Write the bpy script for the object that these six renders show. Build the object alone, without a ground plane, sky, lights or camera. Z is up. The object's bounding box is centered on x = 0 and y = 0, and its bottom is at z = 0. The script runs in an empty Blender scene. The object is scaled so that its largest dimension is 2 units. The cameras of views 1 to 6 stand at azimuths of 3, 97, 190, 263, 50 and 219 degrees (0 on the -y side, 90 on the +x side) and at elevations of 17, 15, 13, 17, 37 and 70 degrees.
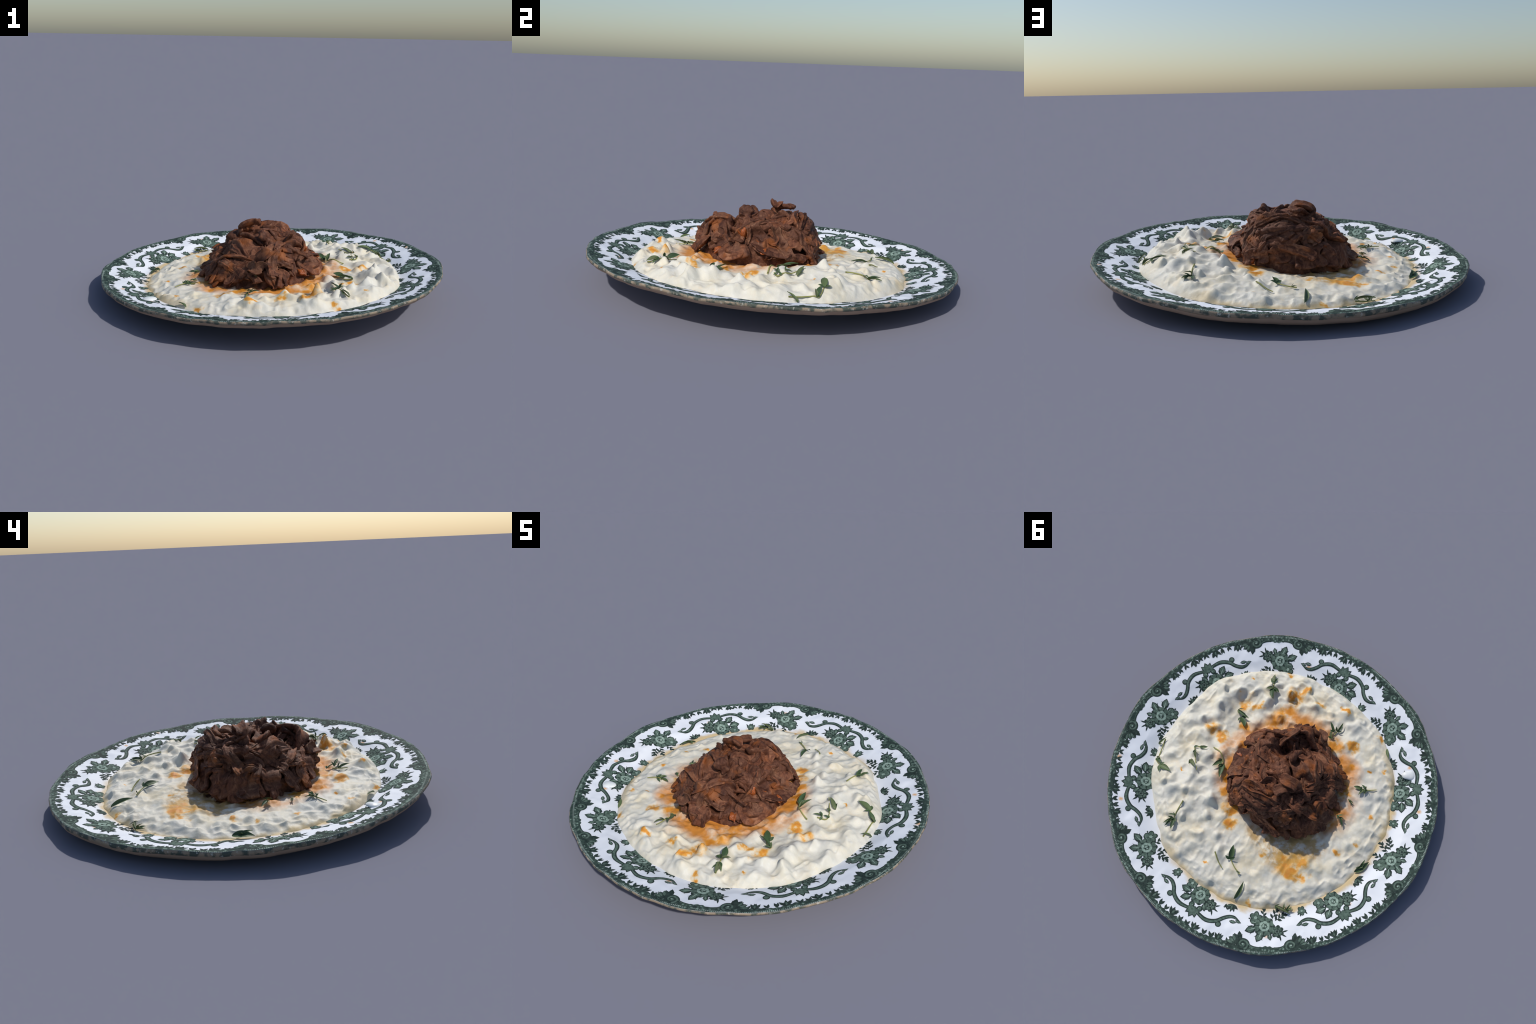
# A printed dinner plate with creamy puree, a heap of shredded beef and thyme sprigs.
import bpy, math, random
import numpy as np
from mathutils import Vector, Matrix

rnd = random.Random(7)
rng = np.random.default_rng(7)
scene = bpy.context.scene

# ------------------------------------------------------------------ helpers
TILT_X, TILT_Y = 0.04163, -0.03393          # the plate stands slightly askew


def tilt(x, y):
    return TILT_X * x + TILT_Y * y


def smooth(a, b, x):
    t = np.clip((x - a) / (b - a), 0, 1)
    return t * t * (3 - 2 * t)


_perm = np.random.default_rng(11).permutation(1024)


def _hash(i, j, k):
    return _perm[(_perm[(_perm[i & 1023] + j) & 1023] + k) & 1023] / 511.5 - 1.0


def noise(p):
    """Smooth value noise in -1..1, p is (..., 3)."""
    p = np.asarray(p, float)
    f = np.floor(p).astype(int)
    t = p - f
    t = t * t * t * (t * (t * 6 - 15) + 10)
    out = 0
    for a in (0, 1):
        wa = t[..., 0] if a else 1 - t[..., 0]
        for b in (0, 1):
            wb = t[..., 1] if b else 1 - t[..., 1]
            for c in (0, 1):
                wc = t[..., 2] if c else 1 - t[..., 2]
                out = out + wa * wb * wc * _hash(f[..., 0] + a, f[..., 1] + b, f[..., 2] + c)
    return out


def fbm(p, octaves=3, gain=0.5):
    p = np.asarray(p, float)
    s, amp, tot = 0, 1.0, 0
    for o in range(octaves):
        s = s + amp * noise(p * 2.0 ** o + 17.3 * o)
        tot += amp
        amp *= gain
    return s / tot


def periodic(theta, angles_deg, values):
    """Smooth closed curve value(theta) through control points."""
    order = np.argsort(np.mod(angles_deg, 360))
    a = np.mod(np.array(angles_deg, float), 360)[order]
    v = np.array(values, float)[order]
    a = np.concatenate([a[-2:] - 360, a, a[:2] + 360])
    v = np.concatenate([v[-2:], v, v[:2]])
    q = np.mod(np.degrees(theta), 360)
    i = np.clip(np.searchsorted(a, q, side="right") - 1, 1, len(a) - 3)
    t = (q - a[i]) / (a[i + 1] - a[i])
    m0 = (v[i + 1] - v[i - 1]) / (a[i + 1] - a[i - 1]) * (a[i + 1] - a[i])
    m1 = (v[i + 2] - v[i]) / (a[i + 2] - a[i]) * (a[i + 1] - a[i])
    return ((2 * t ** 3 - 3 * t ** 2 + 1) * v[i] + (t ** 3 - 2 * t ** 2 + t) * m0
            + (-2 * t ** 3 + 3 * t ** 2) * v[i + 1] + (t ** 3 - t ** 2) * m1)


def mesh_object(name, verts, faces, mat, parent=None, smooth_shade=True, mat_index=None):
    me = bpy.data.meshes.new(name)
    me.from_pydata([tuple(v) for v in verts], [], [tuple(f) for f in faces])
    for m in (mat if isinstance(mat, (list, tuple)) else [mat]):
        me.materials.append(m)
    if smooth_shade:
        me.polygons.foreach_set("use_smooth", [True] * len(me.polygons))
    if mat_index is not None:
        me.polygons.foreach_set("material_index", mat_index)
    me.update()
    ob = bpy.data.objects.new(name, me)
    scene.collection.objects.link(ob)
    if parent is not None:
        ob.parent = parent
    return ob


def empty(name, label, category, loc=(0, 0, 0)):
    ob = bpy.data.objects.new(name, None)
    ob.location = loc
    scene.collection.objects.link(ob)
    ob["label"] = label
    ob["category"] = category
    return ob


def attach(ob, parent):
    ob.parent = parent
    ob.matrix_parent_inverse = Matrix.Translation(-Vector(parent.location))


def grid_faces(nu, nv, close_u=False):
    """Quads of a grid with vertex index = u * nv + v."""
    f = []
    for u in range(nu if close_u else nu - 1):
        w = (u + 1) % nu
        for v in range(nv - 1):
            f.append((u * nv + v, w * nv + v, w * nv + v + 1, u * nv + v + 1))
    return f


# ------------------------------------------------------------------ node helpers
class Nodes:
    def __init__(self, name, rough=0.5, spec=0.4):
        self.mat = bpy.data.materials.new(name)
        self.mat.use_nodes = True
        self.t = self.mat.node_tree
        self.bsdf = self.t.nodes["Principled BSDF"]
        self.bsdf.inputs["Roughness"].default_value = rough
        self.bsdf.inputs["Specular IOR Level"].default_value = spec
        self.coord = self.t.nodes.new("ShaderNodeTexCoord").outputs["Object"]

    def put(self, sock, val):
        if isinstance(val, bpy.types.NodeSocket):
            self.t.links.new(val, sock)
        elif isinstance(val, (tuple, list)) and sock.type == "RGBA" and len(val) == 3:
            sock.default_value = (*val, 1)
        else:
            sock.default_value = val

    def math(self, op, a, b=None, c=None, clamp=False):
        n = self.t.nodes.new("ShaderNodeMath")
        n.operation = op
        n.use_clamp = clamp
        for i, v in enumerate((a, b, c)):
            if v is not None:
                self.put(n.inputs[i], v)
        return n.outputs[0]

    def vec(self, op, a, b=None, out=0):
        n = self.t.nodes.new("ShaderNodeVectorMath")
        n.operation = op
        self.put(n.inputs[0], a)
        if b is not None:
            self.put(n.inputs[3 if op == "SCALE" else 1], b)
        return n.outputs[out]

    def noise(self, scale, detail=3, rough=0.5, vec=None, out=0, distortion=0.0):
        n = self.t.nodes.new("ShaderNodeTexNoise")
        n.inputs["Scale"].default_value = scale
        n.inputs["Detail"].default_value = detail
        n.inputs["Roughness"].default_value = rough
        n.inputs["Distortion"].default_value = distortion
        self.put(n.inputs["Vector"], vec if vec is not None else self.coord)
        return n.outputs[out]

    def voronoi(self, scale, vec=None, feature="F1", out="Distance"):
        n = self.t.nodes.new("ShaderNodeTexVoronoi")
        n.feature = feature
        n.inputs["Scale"].default_value = scale
        self.put(n.inputs["Vector"], vec if vec is not None else self.coord)
        return n.outputs[out]

    def mapping(self, scale=(1, 1, 1), rot=(0, 0, 0), loc=(0, 0, 0), vec=None):
        n = self.t.nodes.new("ShaderNodeMapping")
        self.put(n.inputs["Vector"], vec if vec is not None else self.coord)
        n.inputs["Scale"].default_value = scale
        n.inputs["Rotation"].default_value = rot
        n.inputs["Location"].default_value = loc
        return n.outputs[0]

    def ramp(self, fac, stops, interp="LINEAR"):
        n = self.t.nodes.new("ShaderNodeValToRGB")
        cr = n.color_ramp
        cr.interpolation = interp
        while len(cr.elements) < len(stops):
            cr.elements.new(0.5)
        for e, (p, c) in zip(cr.elements, stops):
            e.position = p
            e.color = (*c, 1) if isinstance(c, (tuple, list)) else (c, c, c, 1)
        self.put(n.inputs[0], fac)
        return n.outputs[0]

    def step(self, x, a, b):
        """Smooth 0..1 between a and b (a may exceed b)."""
        n = self.t.nodes.new("ShaderNodeMapRange")
        n.interpolation_type = "SMOOTHSTEP"
        self.put(n.inputs[0], x)
        lo, hi, flip = (a, b, False) if a <= b else (b, a, True)
        n.inputs[1].default_value, n.inputs[2].default_value = lo, hi
        n.inputs[3].default_value, n.inputs[4].default_value = (1, 0) if flip else (0, 1)
        return n.outputs[0]

    def mix(self, fac, a, b, blend="MIX"):
        n = self.t.nodes.new("ShaderNodeMix")
        n.data_type = "RGBA"
        n.blend_type = blend
        self.put(n.inputs[0], fac)
        self.put(n.inputs[6], a)
        self.put(n.inputs[7], b)
        return n.outputs[2]

    def bump(self, height, strength=0.3, distance=0.01):
        n = self.t.nodes.new("ShaderNodeBump")
        n.inputs["Strength"].default_value = strength
        n.inputs["Distance"].default_value = distance
        self.put(n.inputs["Height"], height)
        self.t.links.new(n.outputs[0], self.bsdf.inputs["Normal"])

    def colour(self, c):
        self.put(self.bsdf.inputs["Base Color"], c)

    def polar(self):
        s = self.t.nodes.new("ShaderNodeSeparateXYZ")
        self.put(s.inputs[0], self.coord)
        x, y = s.outputs[0], s.outputs[1]
        r = self.math("SQRT", self.math("ADD", self.math("MULTIPLY", x, x), self.math("MULTIPLY", y, y)))
        return self.math("ARCTAN2", y, x), r, s.outputs

    def spots(self, spots, warp_scale=9, warp=0.06, soft=0.9):
        """Largest of many soft discs (x, y, radius), edges broken up by noise."""
        w = self.noise(warp_scale, 4, 0.6, out=1)
        w = self.vec("SCALE", self.vec("SUBTRACT", w, (0.5, 0.5, 0.5)), warp * 2)
        p = self.vec("MULTIPLY", self.vec("ADD", self.coord, w), (1, 1, 0))
        total = None
        for x, y, r in spots:
            d = self.vec("DISTANCE", p, (x, y, 0), out=1)
            s = self.step(d, r * (1 + soft), r * (1 - soft))
            total = s if total is None else self.math("MAXIMUM", total, s)
        return total


# ------------------------------------------------------------------ plate shape
R_RIM = 0.9952
THETA0 = math.radians(4.0)          # the first of six single bouquets


def outline(theta):
    """Gently lobed outer edge, repeating six times."""
    t = theta - THETA0
    def near(deg, width):
        d = np.degrees(theta) - deg
        return np.exp(-(((d + 180) % 360 - 180) / width) ** 2)
    # the turned clay is not quite round
    out_of_round = 0.007 * near(-125, 26) - 0.007 * near(152, 24)
    out_of_round = out_of_round + 0.0022 * fbm(np.stack([16 * np.cos(theta), 16 * np.sin(theta), 0 * theta], -1), 2)
    return out_of_round + R_RIM + 0.0025 * np.cos(6 * t) + 0.0025 * np.cos(12 * t + 0.5) - 0.004 * np.abs(np.sin(9 * t)) ** 6


PROFILE_R = [0.0, 0.50, 0.62, 0.70, 0.76, 0.843, 0.93, 0.975, 1.0, 1.1]
PROFILE_Z = [0.045, 0.045, 0.047, 0.055, 0.073, 0.104, 0.121, 0.131, 0.134, 0.136]


def plate_z(x, y):
    """Height of the glazed top, before the tilt."""
    x, y = np.asarray(x, float), np.asarray(y, float)
    r = np.hypot(x, y)
    th = np.arctan2(y, x)
    rr = r * R_RIM / outline(th)
    z = np.interp(rr, PROFILE_R, PROFILE_Z)
    rim = smooth(0.72, 0.85, rr)
    z = z - 0.009 * np.exp(-((rr - 0.785) / 0.035) ** 2) * np.clip(np.cos(th - math.radians(-160)) + 0.1, 0, 1)
    z = z + rim * 0.0042 * fbm(np.stack([x * 15, y * 15, 0 * x], -1), 2)
    z = z + rim * 0.0025 * np.cos(12 * (th - THETA0)) * smooth(0.85, 0.99, rr)
    return z


def plate_point(theta, r, lift=0.0):
    x, y = r * np.cos(theta), r * np.sin(theta)
    return np.stack([x, y, plate_z(x, y) + tilt(x, y) + lift], -1)


# ------------------------------------------------------------------ plate materials
OIL = (0.72, 0.30, 0.03)


def white_glaze():
    n = Nodes("white_glaze", 0.55, 0.22)
    base = n.mix(n.noise(5, 3), (0.74, 0.78, 0.85), (0.86, 0.88, 0.91))
    th, r, xyz = n.polar()
    # yellow oil that has run out round the foot of the puree, mostly on the low side
    low = n.math("ADD", n.math("MULTIPLY", xyz[0], -0.75), n.math("MULTIPLY", xyz[1], 0.45))
    reach = n.math("ADD", r, n.math("MULTIPLY", n.noise(14, 4), 0.09))
    film = n.math("MULTIPLY", n.step(reach, 0.815, 0.775), n.step(low, -0.05, 0.35))
    c = n.mix(n.math("MULTIPLY", film, 0.8), base, (0.62, 0.42, 0.13))
    dots = n.spots([(-0.38, -0.74, 0.012), (-0.60, -0.60, 0.012), (-0.80, -0.40, 0.012), (0.86, 0.42, 0.012), (-0.78, 0.30, 0.012),
                    (-0.5, 0.73, 0.014), (0.30, -0.77, 0.012), (-0.83, -0.10, 0.012), (0.68, 0.62, 0.01)], 20, 0.02)
    c = n.mix(n.math("MULTIPLY", dots, 0.8), c, (0.75, 0.36, 0.07))
    n.colour(c)
    return n.mat


def print_ink(name, dark, light, scale=60):
    n = Nodes(name, 0.7, 0.12)
    n.colour(n.mix(n.step(n.noise(scale, 3, 0.6), 0.35, 0.65), dark, light))
    return n.mat


def border_ink():
    n = Nodes("border_print", 0.7, 0.12)
    th, r, xyz = n.polar()
    lace = n.voronoi(62)
    c = n.ramp(lace, [(0.0, (0.30, 0.40, 0.34)), (0.25, (0.15, 0.22, 0.18)), (0.45, (0.055, 0.085, 0.07)), (1.0, (0.022, 0.038, 0.033))])
    c = n.mix(n.step(n.noise(38, 3), 0.52, 0.62), c, (0.03, 0.052, 0.045))
    # a string of pale beads along the very edge
    bead = n.math("ABSOLUTE", n.math("SINE", n.math("MULTIPLY", th, 330)))
    band = n.math("MULTIPLY", n.step(r, 0.981, 0.984), n.step(r, 0.993, 0.989))
    bead = n.math("MULTIPLY", n.step(bead, 0.45, 0.9), band)
    bead = n.math("MULTIPLY", bead, n.step(n.noise(9, 2), 0.35, 0.6))
    n.colour(n.mix(n.math("MULTIPLY", bead, 0.7), c, (0.42, 0.50, 0.45)))
    return n.mat


def bare_clay():
    n = Nodes("worn_underside", 0.75, 0.2)
    n.colour(n.mix(n.noise(7, 4), (0.30, 0.20, 0.14), (0.46, 0.34, 0.25)))
    return n.mat


def worn_edge():
    n = Nodes("worn_edge", 0.6, 0.3)
    f = n.step(n.noise(26, 3), 0.42, 0.58)
    c = n.mix(f, (0.07, 0.085, 0.068), (0.30, 0.235, 0.165))
    n.colour(n.mix(n.math("MULTIPLY", n.step(n.noise(60, 2), 0.58, 0.72), 0.6), c, (0.55, 0.54, 0.48)))
    return n.mat


glaze = white_glaze()
ink_dark = print_ink("dark_green_print", (0.020, 0.033, 0.029), (0.040, 0.062, 0.054))
ink_mid = print_ink("green_print", (0.068, 0.108, 0.086), (0.125, 0.182, 0.148))
ink_light = print_ink("pale_green_print", (0.22, 0.31, 0.26), (0.32, 0.42, 0.36))
INKS = [ink_dark, ink_mid, ink_light]

plate = empty("dinner_plate", "white dinner plate with dark green floral transfer print", "plate")

# glazed top
NT = 900
radii = np.concatenate([np.linspace(0.0, 0.62, 14)[1:], np.linspace(0.64, 1.0, 64)])
ths = np.linspace(0, 2 * math.pi, NT, endpoint=False)
TH, FR = np.meshgrid(ths, radii, indexing="ij")
RR = FR * outline(TH)
top = plate_point(TH, RR)
verts = top.reshape(-1, 3)
mesh_object("plate_face", np.vstack([verts, [[0, 0, 0.045]]]),
            grid_faces(NT, len(radii), True) + [(((u + 1) % NT) * len(radii), u * len(radii), NT * len(radii)) for u in range(NT)],
            glaze, plate)

# rounded lip and dusty underside: profile offsets from the lip (inward, down)
lip = [(0.0, 0.0), (-0.003, 0.003), (-0.0045, 0.008), (-0.004, 0.0150), (0.001, 0.022)]
under = [(0.001, 0.022), (0.010, 0.038), (0.040, 0.058), (0.10, 0.077), (0.17, 0.088), (0.26, 0.091), (0.45, 0.090), (0.75, 0.090)]


def turned(name, prof, mat, rough=0.0, cap=False, count=360):
    t = np.linspace(0, 2 * math.pi, count, endpoint=False)
    ring = []
    for inset, drop in prof:
        edge = plate_point(t, outline(t))
        r = outline(t) - inset
        low = 0.5 - 0.5 * np.cos(t - math.radians(-39))      # 1 on the side that stands lowest
        drop_t = drop * (0.72 + 0.31 * low)
        wob = rough * fbm(np.stack([5 * np.cos(t), 5 * np.sin(t), 0 * t + inset * 4], -1), 3) * min(1, drop / 0.05)
        r = r + 0.6 * wob
        x, y = r * np.cos(t), r * np.sin(t)
        base = 0.134 + (edge[:, 2] - tilt(edge[:, 0], edge[:, 1]) - 0.134) * max(0, 1 - inset * 10)
        ring.append(np.stack([x, y, np.maximum(base - drop_t + tilt(x, y) + 0.5 * wob * (drop < 0.088), 0.0)], -1))
    v = np.stack(ring, 1).reshape(-1, 3)
    f = [tuple(reversed(q)) for q in grid_faces(count, len(prof), True)]
    f = [tuple(reversed(q)) for q in f]
    if cap:
        f.append(tuple(u * len(prof) + len(prof) - 1 for u in range(count)))
    return mesh_object(name, v, f, mat, plate)


turned("lip", lip, worn_edge(), 0.0)
turned("underside", under, bare_clay(), 0.012, cap=True)

# ------------------------------------------------------------------ the printed pattern
M_PER_DEG = 0.01466                  # metres of arc per degree at mid rim


class Print:
    """Flat motifs drawn in (degrees along the rim, radius) and laid on the glaze."""

    def __init__(self):
        self.v, self.f, self.m = [], [], []

    def _add(self, pts, faces, layer):
        o = len(self.v)
        self.v += [(p[0], p[1], layer) for p in pts]
        self.f += [tuple(i + o for i in f) for f in faces]
        self.m += [min(int(layer), 2)] * len(faces)

    def blob(self, a, r, size, layer, petals=0, depth=0.2, spin=0.0, sx=1.0, sy=1.0, n=None):
        n = n or (max(18, petals * 6))
        rings = max(2, int(size / 0.010) + 1)
        pts, faces = [(a, r)], []
        c, s = math.cos(spin), math.sin(spin)
        for k in range(1, rings + 1):
            for i in range(n):
                t = 2 * math.pi * i / n
                q = size * k / rings * (1 - (depth * (1 - abs(math.sin(petals * t / 2))) if petals else 0))
                px, py = q * sx * math.cos(t), q * sy * math.sin(t)
                pts.append((a + (px * c - py * s) / M_PER_DEG, r + px * s + py * c))
        for i in range(n):
            j = (i + 1) % n
            faces.append((0, 1 + i, 1 + j))
            for k in range(rings - 1):
                b = 1 + k * n
                faces.append((b + i, b + n + i, b + n + j, b + j))
        self._add(pts, faces, layer)

    def strip(self, pts, widths, layer):
        """pts in (deg, r); widths in metres at the points (tapered strokes, scrolls, leaves)."""
        P = np.array([(p[0] * M_PER_DEG, p[1]) for p in pts])
        n = max(6, 4 * (len(P) - 1) + 1)
        u = np.linspace(0, len(P) - 1, n)
        Q = spline(P, u)
        w = np.interp(u, np.linspace(0, len(P) - 1, len(widths)), widths)
        T = np.gradient(Q, axis=0)
        T /= np.maximum(np.linalg.norm(T, axis=1, keepdims=True), 1e-9)
        N = np.stack([-T[:, 1], T[:, 0]], -1)
        rows = np.stack([Q - N * w[:, None] / 2, Q, Q + N * w[:, None] / 2], 1).reshape(-1, 2)
        self._add([(p[0] / M_PER_DEG, p[1]) for p in rows], grid_faces(n, 3), layer)

    def leaf(self, a, r, length, ang, width=0.5, layer=1, vein=True):
        """A pointed toothed leaf starting at (a, r) and heading along ang degrees (0 = along the rim)."""
        c, s = math.cos(math.radians(ang)), math.sin(math.radians(ang))
        at = lambda t, o=0.0: (a + (c * length * t - s * o) / M_PER_DEG, r + s * length * t + c * o)
        w = length * width
        self.strip([at(-0.08), at(0.35), at(0.75), at(1.12)], [0.15 * w, 1.15 * w, 1.2 * w, 0.75 * w, 0.0], 0)
        for q in (-1, 1):
            self.strip([at(0.45, q * 0.2 * w), at(0.72, q * 0.75 * w)], [0.35 * w, 0.0], 0)
        if layer > 0:
            self.strip([at(0.12), at(0.4), at(0.7), at(0.95)], [0.1 * w, 0.75 * w, 0.72 * w, 0.0], layer)
            if vein:
                self.strip([at(0.05), at(0.5), at(0.8)], [0.16 * w, 0.12 * w, 0.0], 2.2)
                self.m[-8:] = self.m[-8:]

    def rose(self, a, r, size, spin=0.0):
        self.blob(a, r, size * 1.08, 0, 8, 0.22, spin)
        for i in range(8):
            t = spin + 2 * math.pi * i / 8
            self.blob(a + 0.76 * size * math.cos(t) / M_PER_DEG, r + 0.76 * size * math.sin(t), size * 0.27, 1, 3, 0.25, t, 0.85, 1.15)
        self.blob(a, r, size * 0.60, 1.4, 7, 0.28, spin + 0.3)
        self.m[-1] = self.m[-1]
        for i in range(6):
            t = spin + 0.5 + 2 * math.pi * i / 6
            self.dab(a, r, size * 0.40, t, size * 0.19, 2)
        self.dark_blob(a, r, size * 0.26, spin)
        self.dab(a, r, size * 0.10, spin + 2.2, size * 0.15, 2.6)
        self.dab(a, r, size * 0.12, spin - 0.8, size * 0.10, 2.6)

    def dab(self, a, r, off, t, size, layer):
        self.blob(a + off * math.cos(t) / M_PER_DEG, r + off * math.sin(t), size, layer, 0, 0, t, 0.7, 1.2, 12)

    def dark_blob(self, a, r, size, spin=0.0, lift=2.4):
        self.blob(a, r, size, lift, 6, 0.35, spin)
        n = len(self.f)
        k = 36 * (1 + max(2, int(size / 0.010) + 1) - 1)
        self.m[n - k:] = [0] * k

    def bud(self, a, r, size, ang):
        self.blob(a, r, size * 1.1, 0, 7, 0.25, ang)
        for i in range(5):
            t = math.radians(ang) + 2 * math.pi * i / 5
            self.dab(a, r, size * 0.58, t, size * 0.27, 1)
        for i in range(7):
            t = 2 * math.pi * i / 7
            self.dab(a, r, size * 0.26, t, size * 0.07, 2)
        c = math.radians(ang)
        for k in (-0.5, 0, 0.5):
            self.strip([(a + size * 0.9 * math.cos(c + k) / M_PER_DEG, r + size * 0.9 * math.sin(c + k)),
                        (a + size * 1.75 * math.cos(c + 1.3 * k) / M_PER_DEG, r + size * 1.75 * math.sin(c + 1.3 * k))],
                       [size * 0.22, size * 0.26, 0.0], 0)

    def daisy(self, a, r, size, spin=0.0, petals=5):
        self.blob(a, r, size * 1.1, 0, petals, 0.3, spin)
        self.blob(a, r, size * 0.92, 1, petals, 0.34, spin)
        self.blob(a, r, size * 0.25, 2.2)
        for i in range(petals):
            t = spin + math.pi / petals * 2 * i
            self.strip([(a + size * 0.25 * math.cos(t) / M_PER_DEG, r + size * 0.25 * math.sin(t)),
                        (a + size * 0.8 * math.cos(t) / M_PER_DEG, r + size * 0.8 * math.sin(t))], [size * 0.08, 0.0], 2.4)
            self.m[-10:] = [0] * 10

    def sprig(self, a, r, ang, length, leaves=5):
        c, s = math.cos(math.radians(ang)), math.sin(math.radians(ang))
        self.strip([(a, r), (a + c * length / M_PER_DEG, r + s * length)], [0.004, 0.002], 0)
        for i in range(leaves):
            t = (i + 0.6) / leaves
            side = 55 if i % 2 else -55
            self.leaf(a + c * length * t / M_PER_DEG, r + s * length * t, length * 0.42, ang + side * (1.1 - t * 0.6), 0.42, 0)
        self.leaf(a + c * length * 0.8 / M_PER_DEG, r + s * length * 0.8, length * 0.4, ang, 0.4, 0)

    def build(self, name, centre_deg):
        out = []
        for a, r, layer in self.v:
            th = THETA0 + math.radians(centre_deg + a)
            out.append((th, r, 0.0009 + 0.00075 * layer))
        o = np.array(out)
        return mesh_object(name, plate_point(o[:, 0], o[:, 1], o[:, 2]), self.f, INKS, plate, True, self.m)


def spline(P, u):
    """Catmull-Rom through points P at parameters u."""
    P = np.asarray(P, float)
    n = len(P)
    if n == 2:
        return P[0] + (P[1] - P[0]) * u[:, None]
    E = np.vstack([2 * P[0] - P[1], P, 2 * P[-1] - P[-2]])
    i = np.clip(np.floor(u).astype(int), 0, n - 2)
    t = (u - i)[:, None]
    a, b, c, d = E[i], E[i + 1], E[i + 2], E[i + 3]
    return 0.5 * (2 * b + (c - a) * t + (2 * a - 5 * b + 4 * c - d) * t ** 2 + (3 * b - a - 3 * c + d) * t ** 3)


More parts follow.
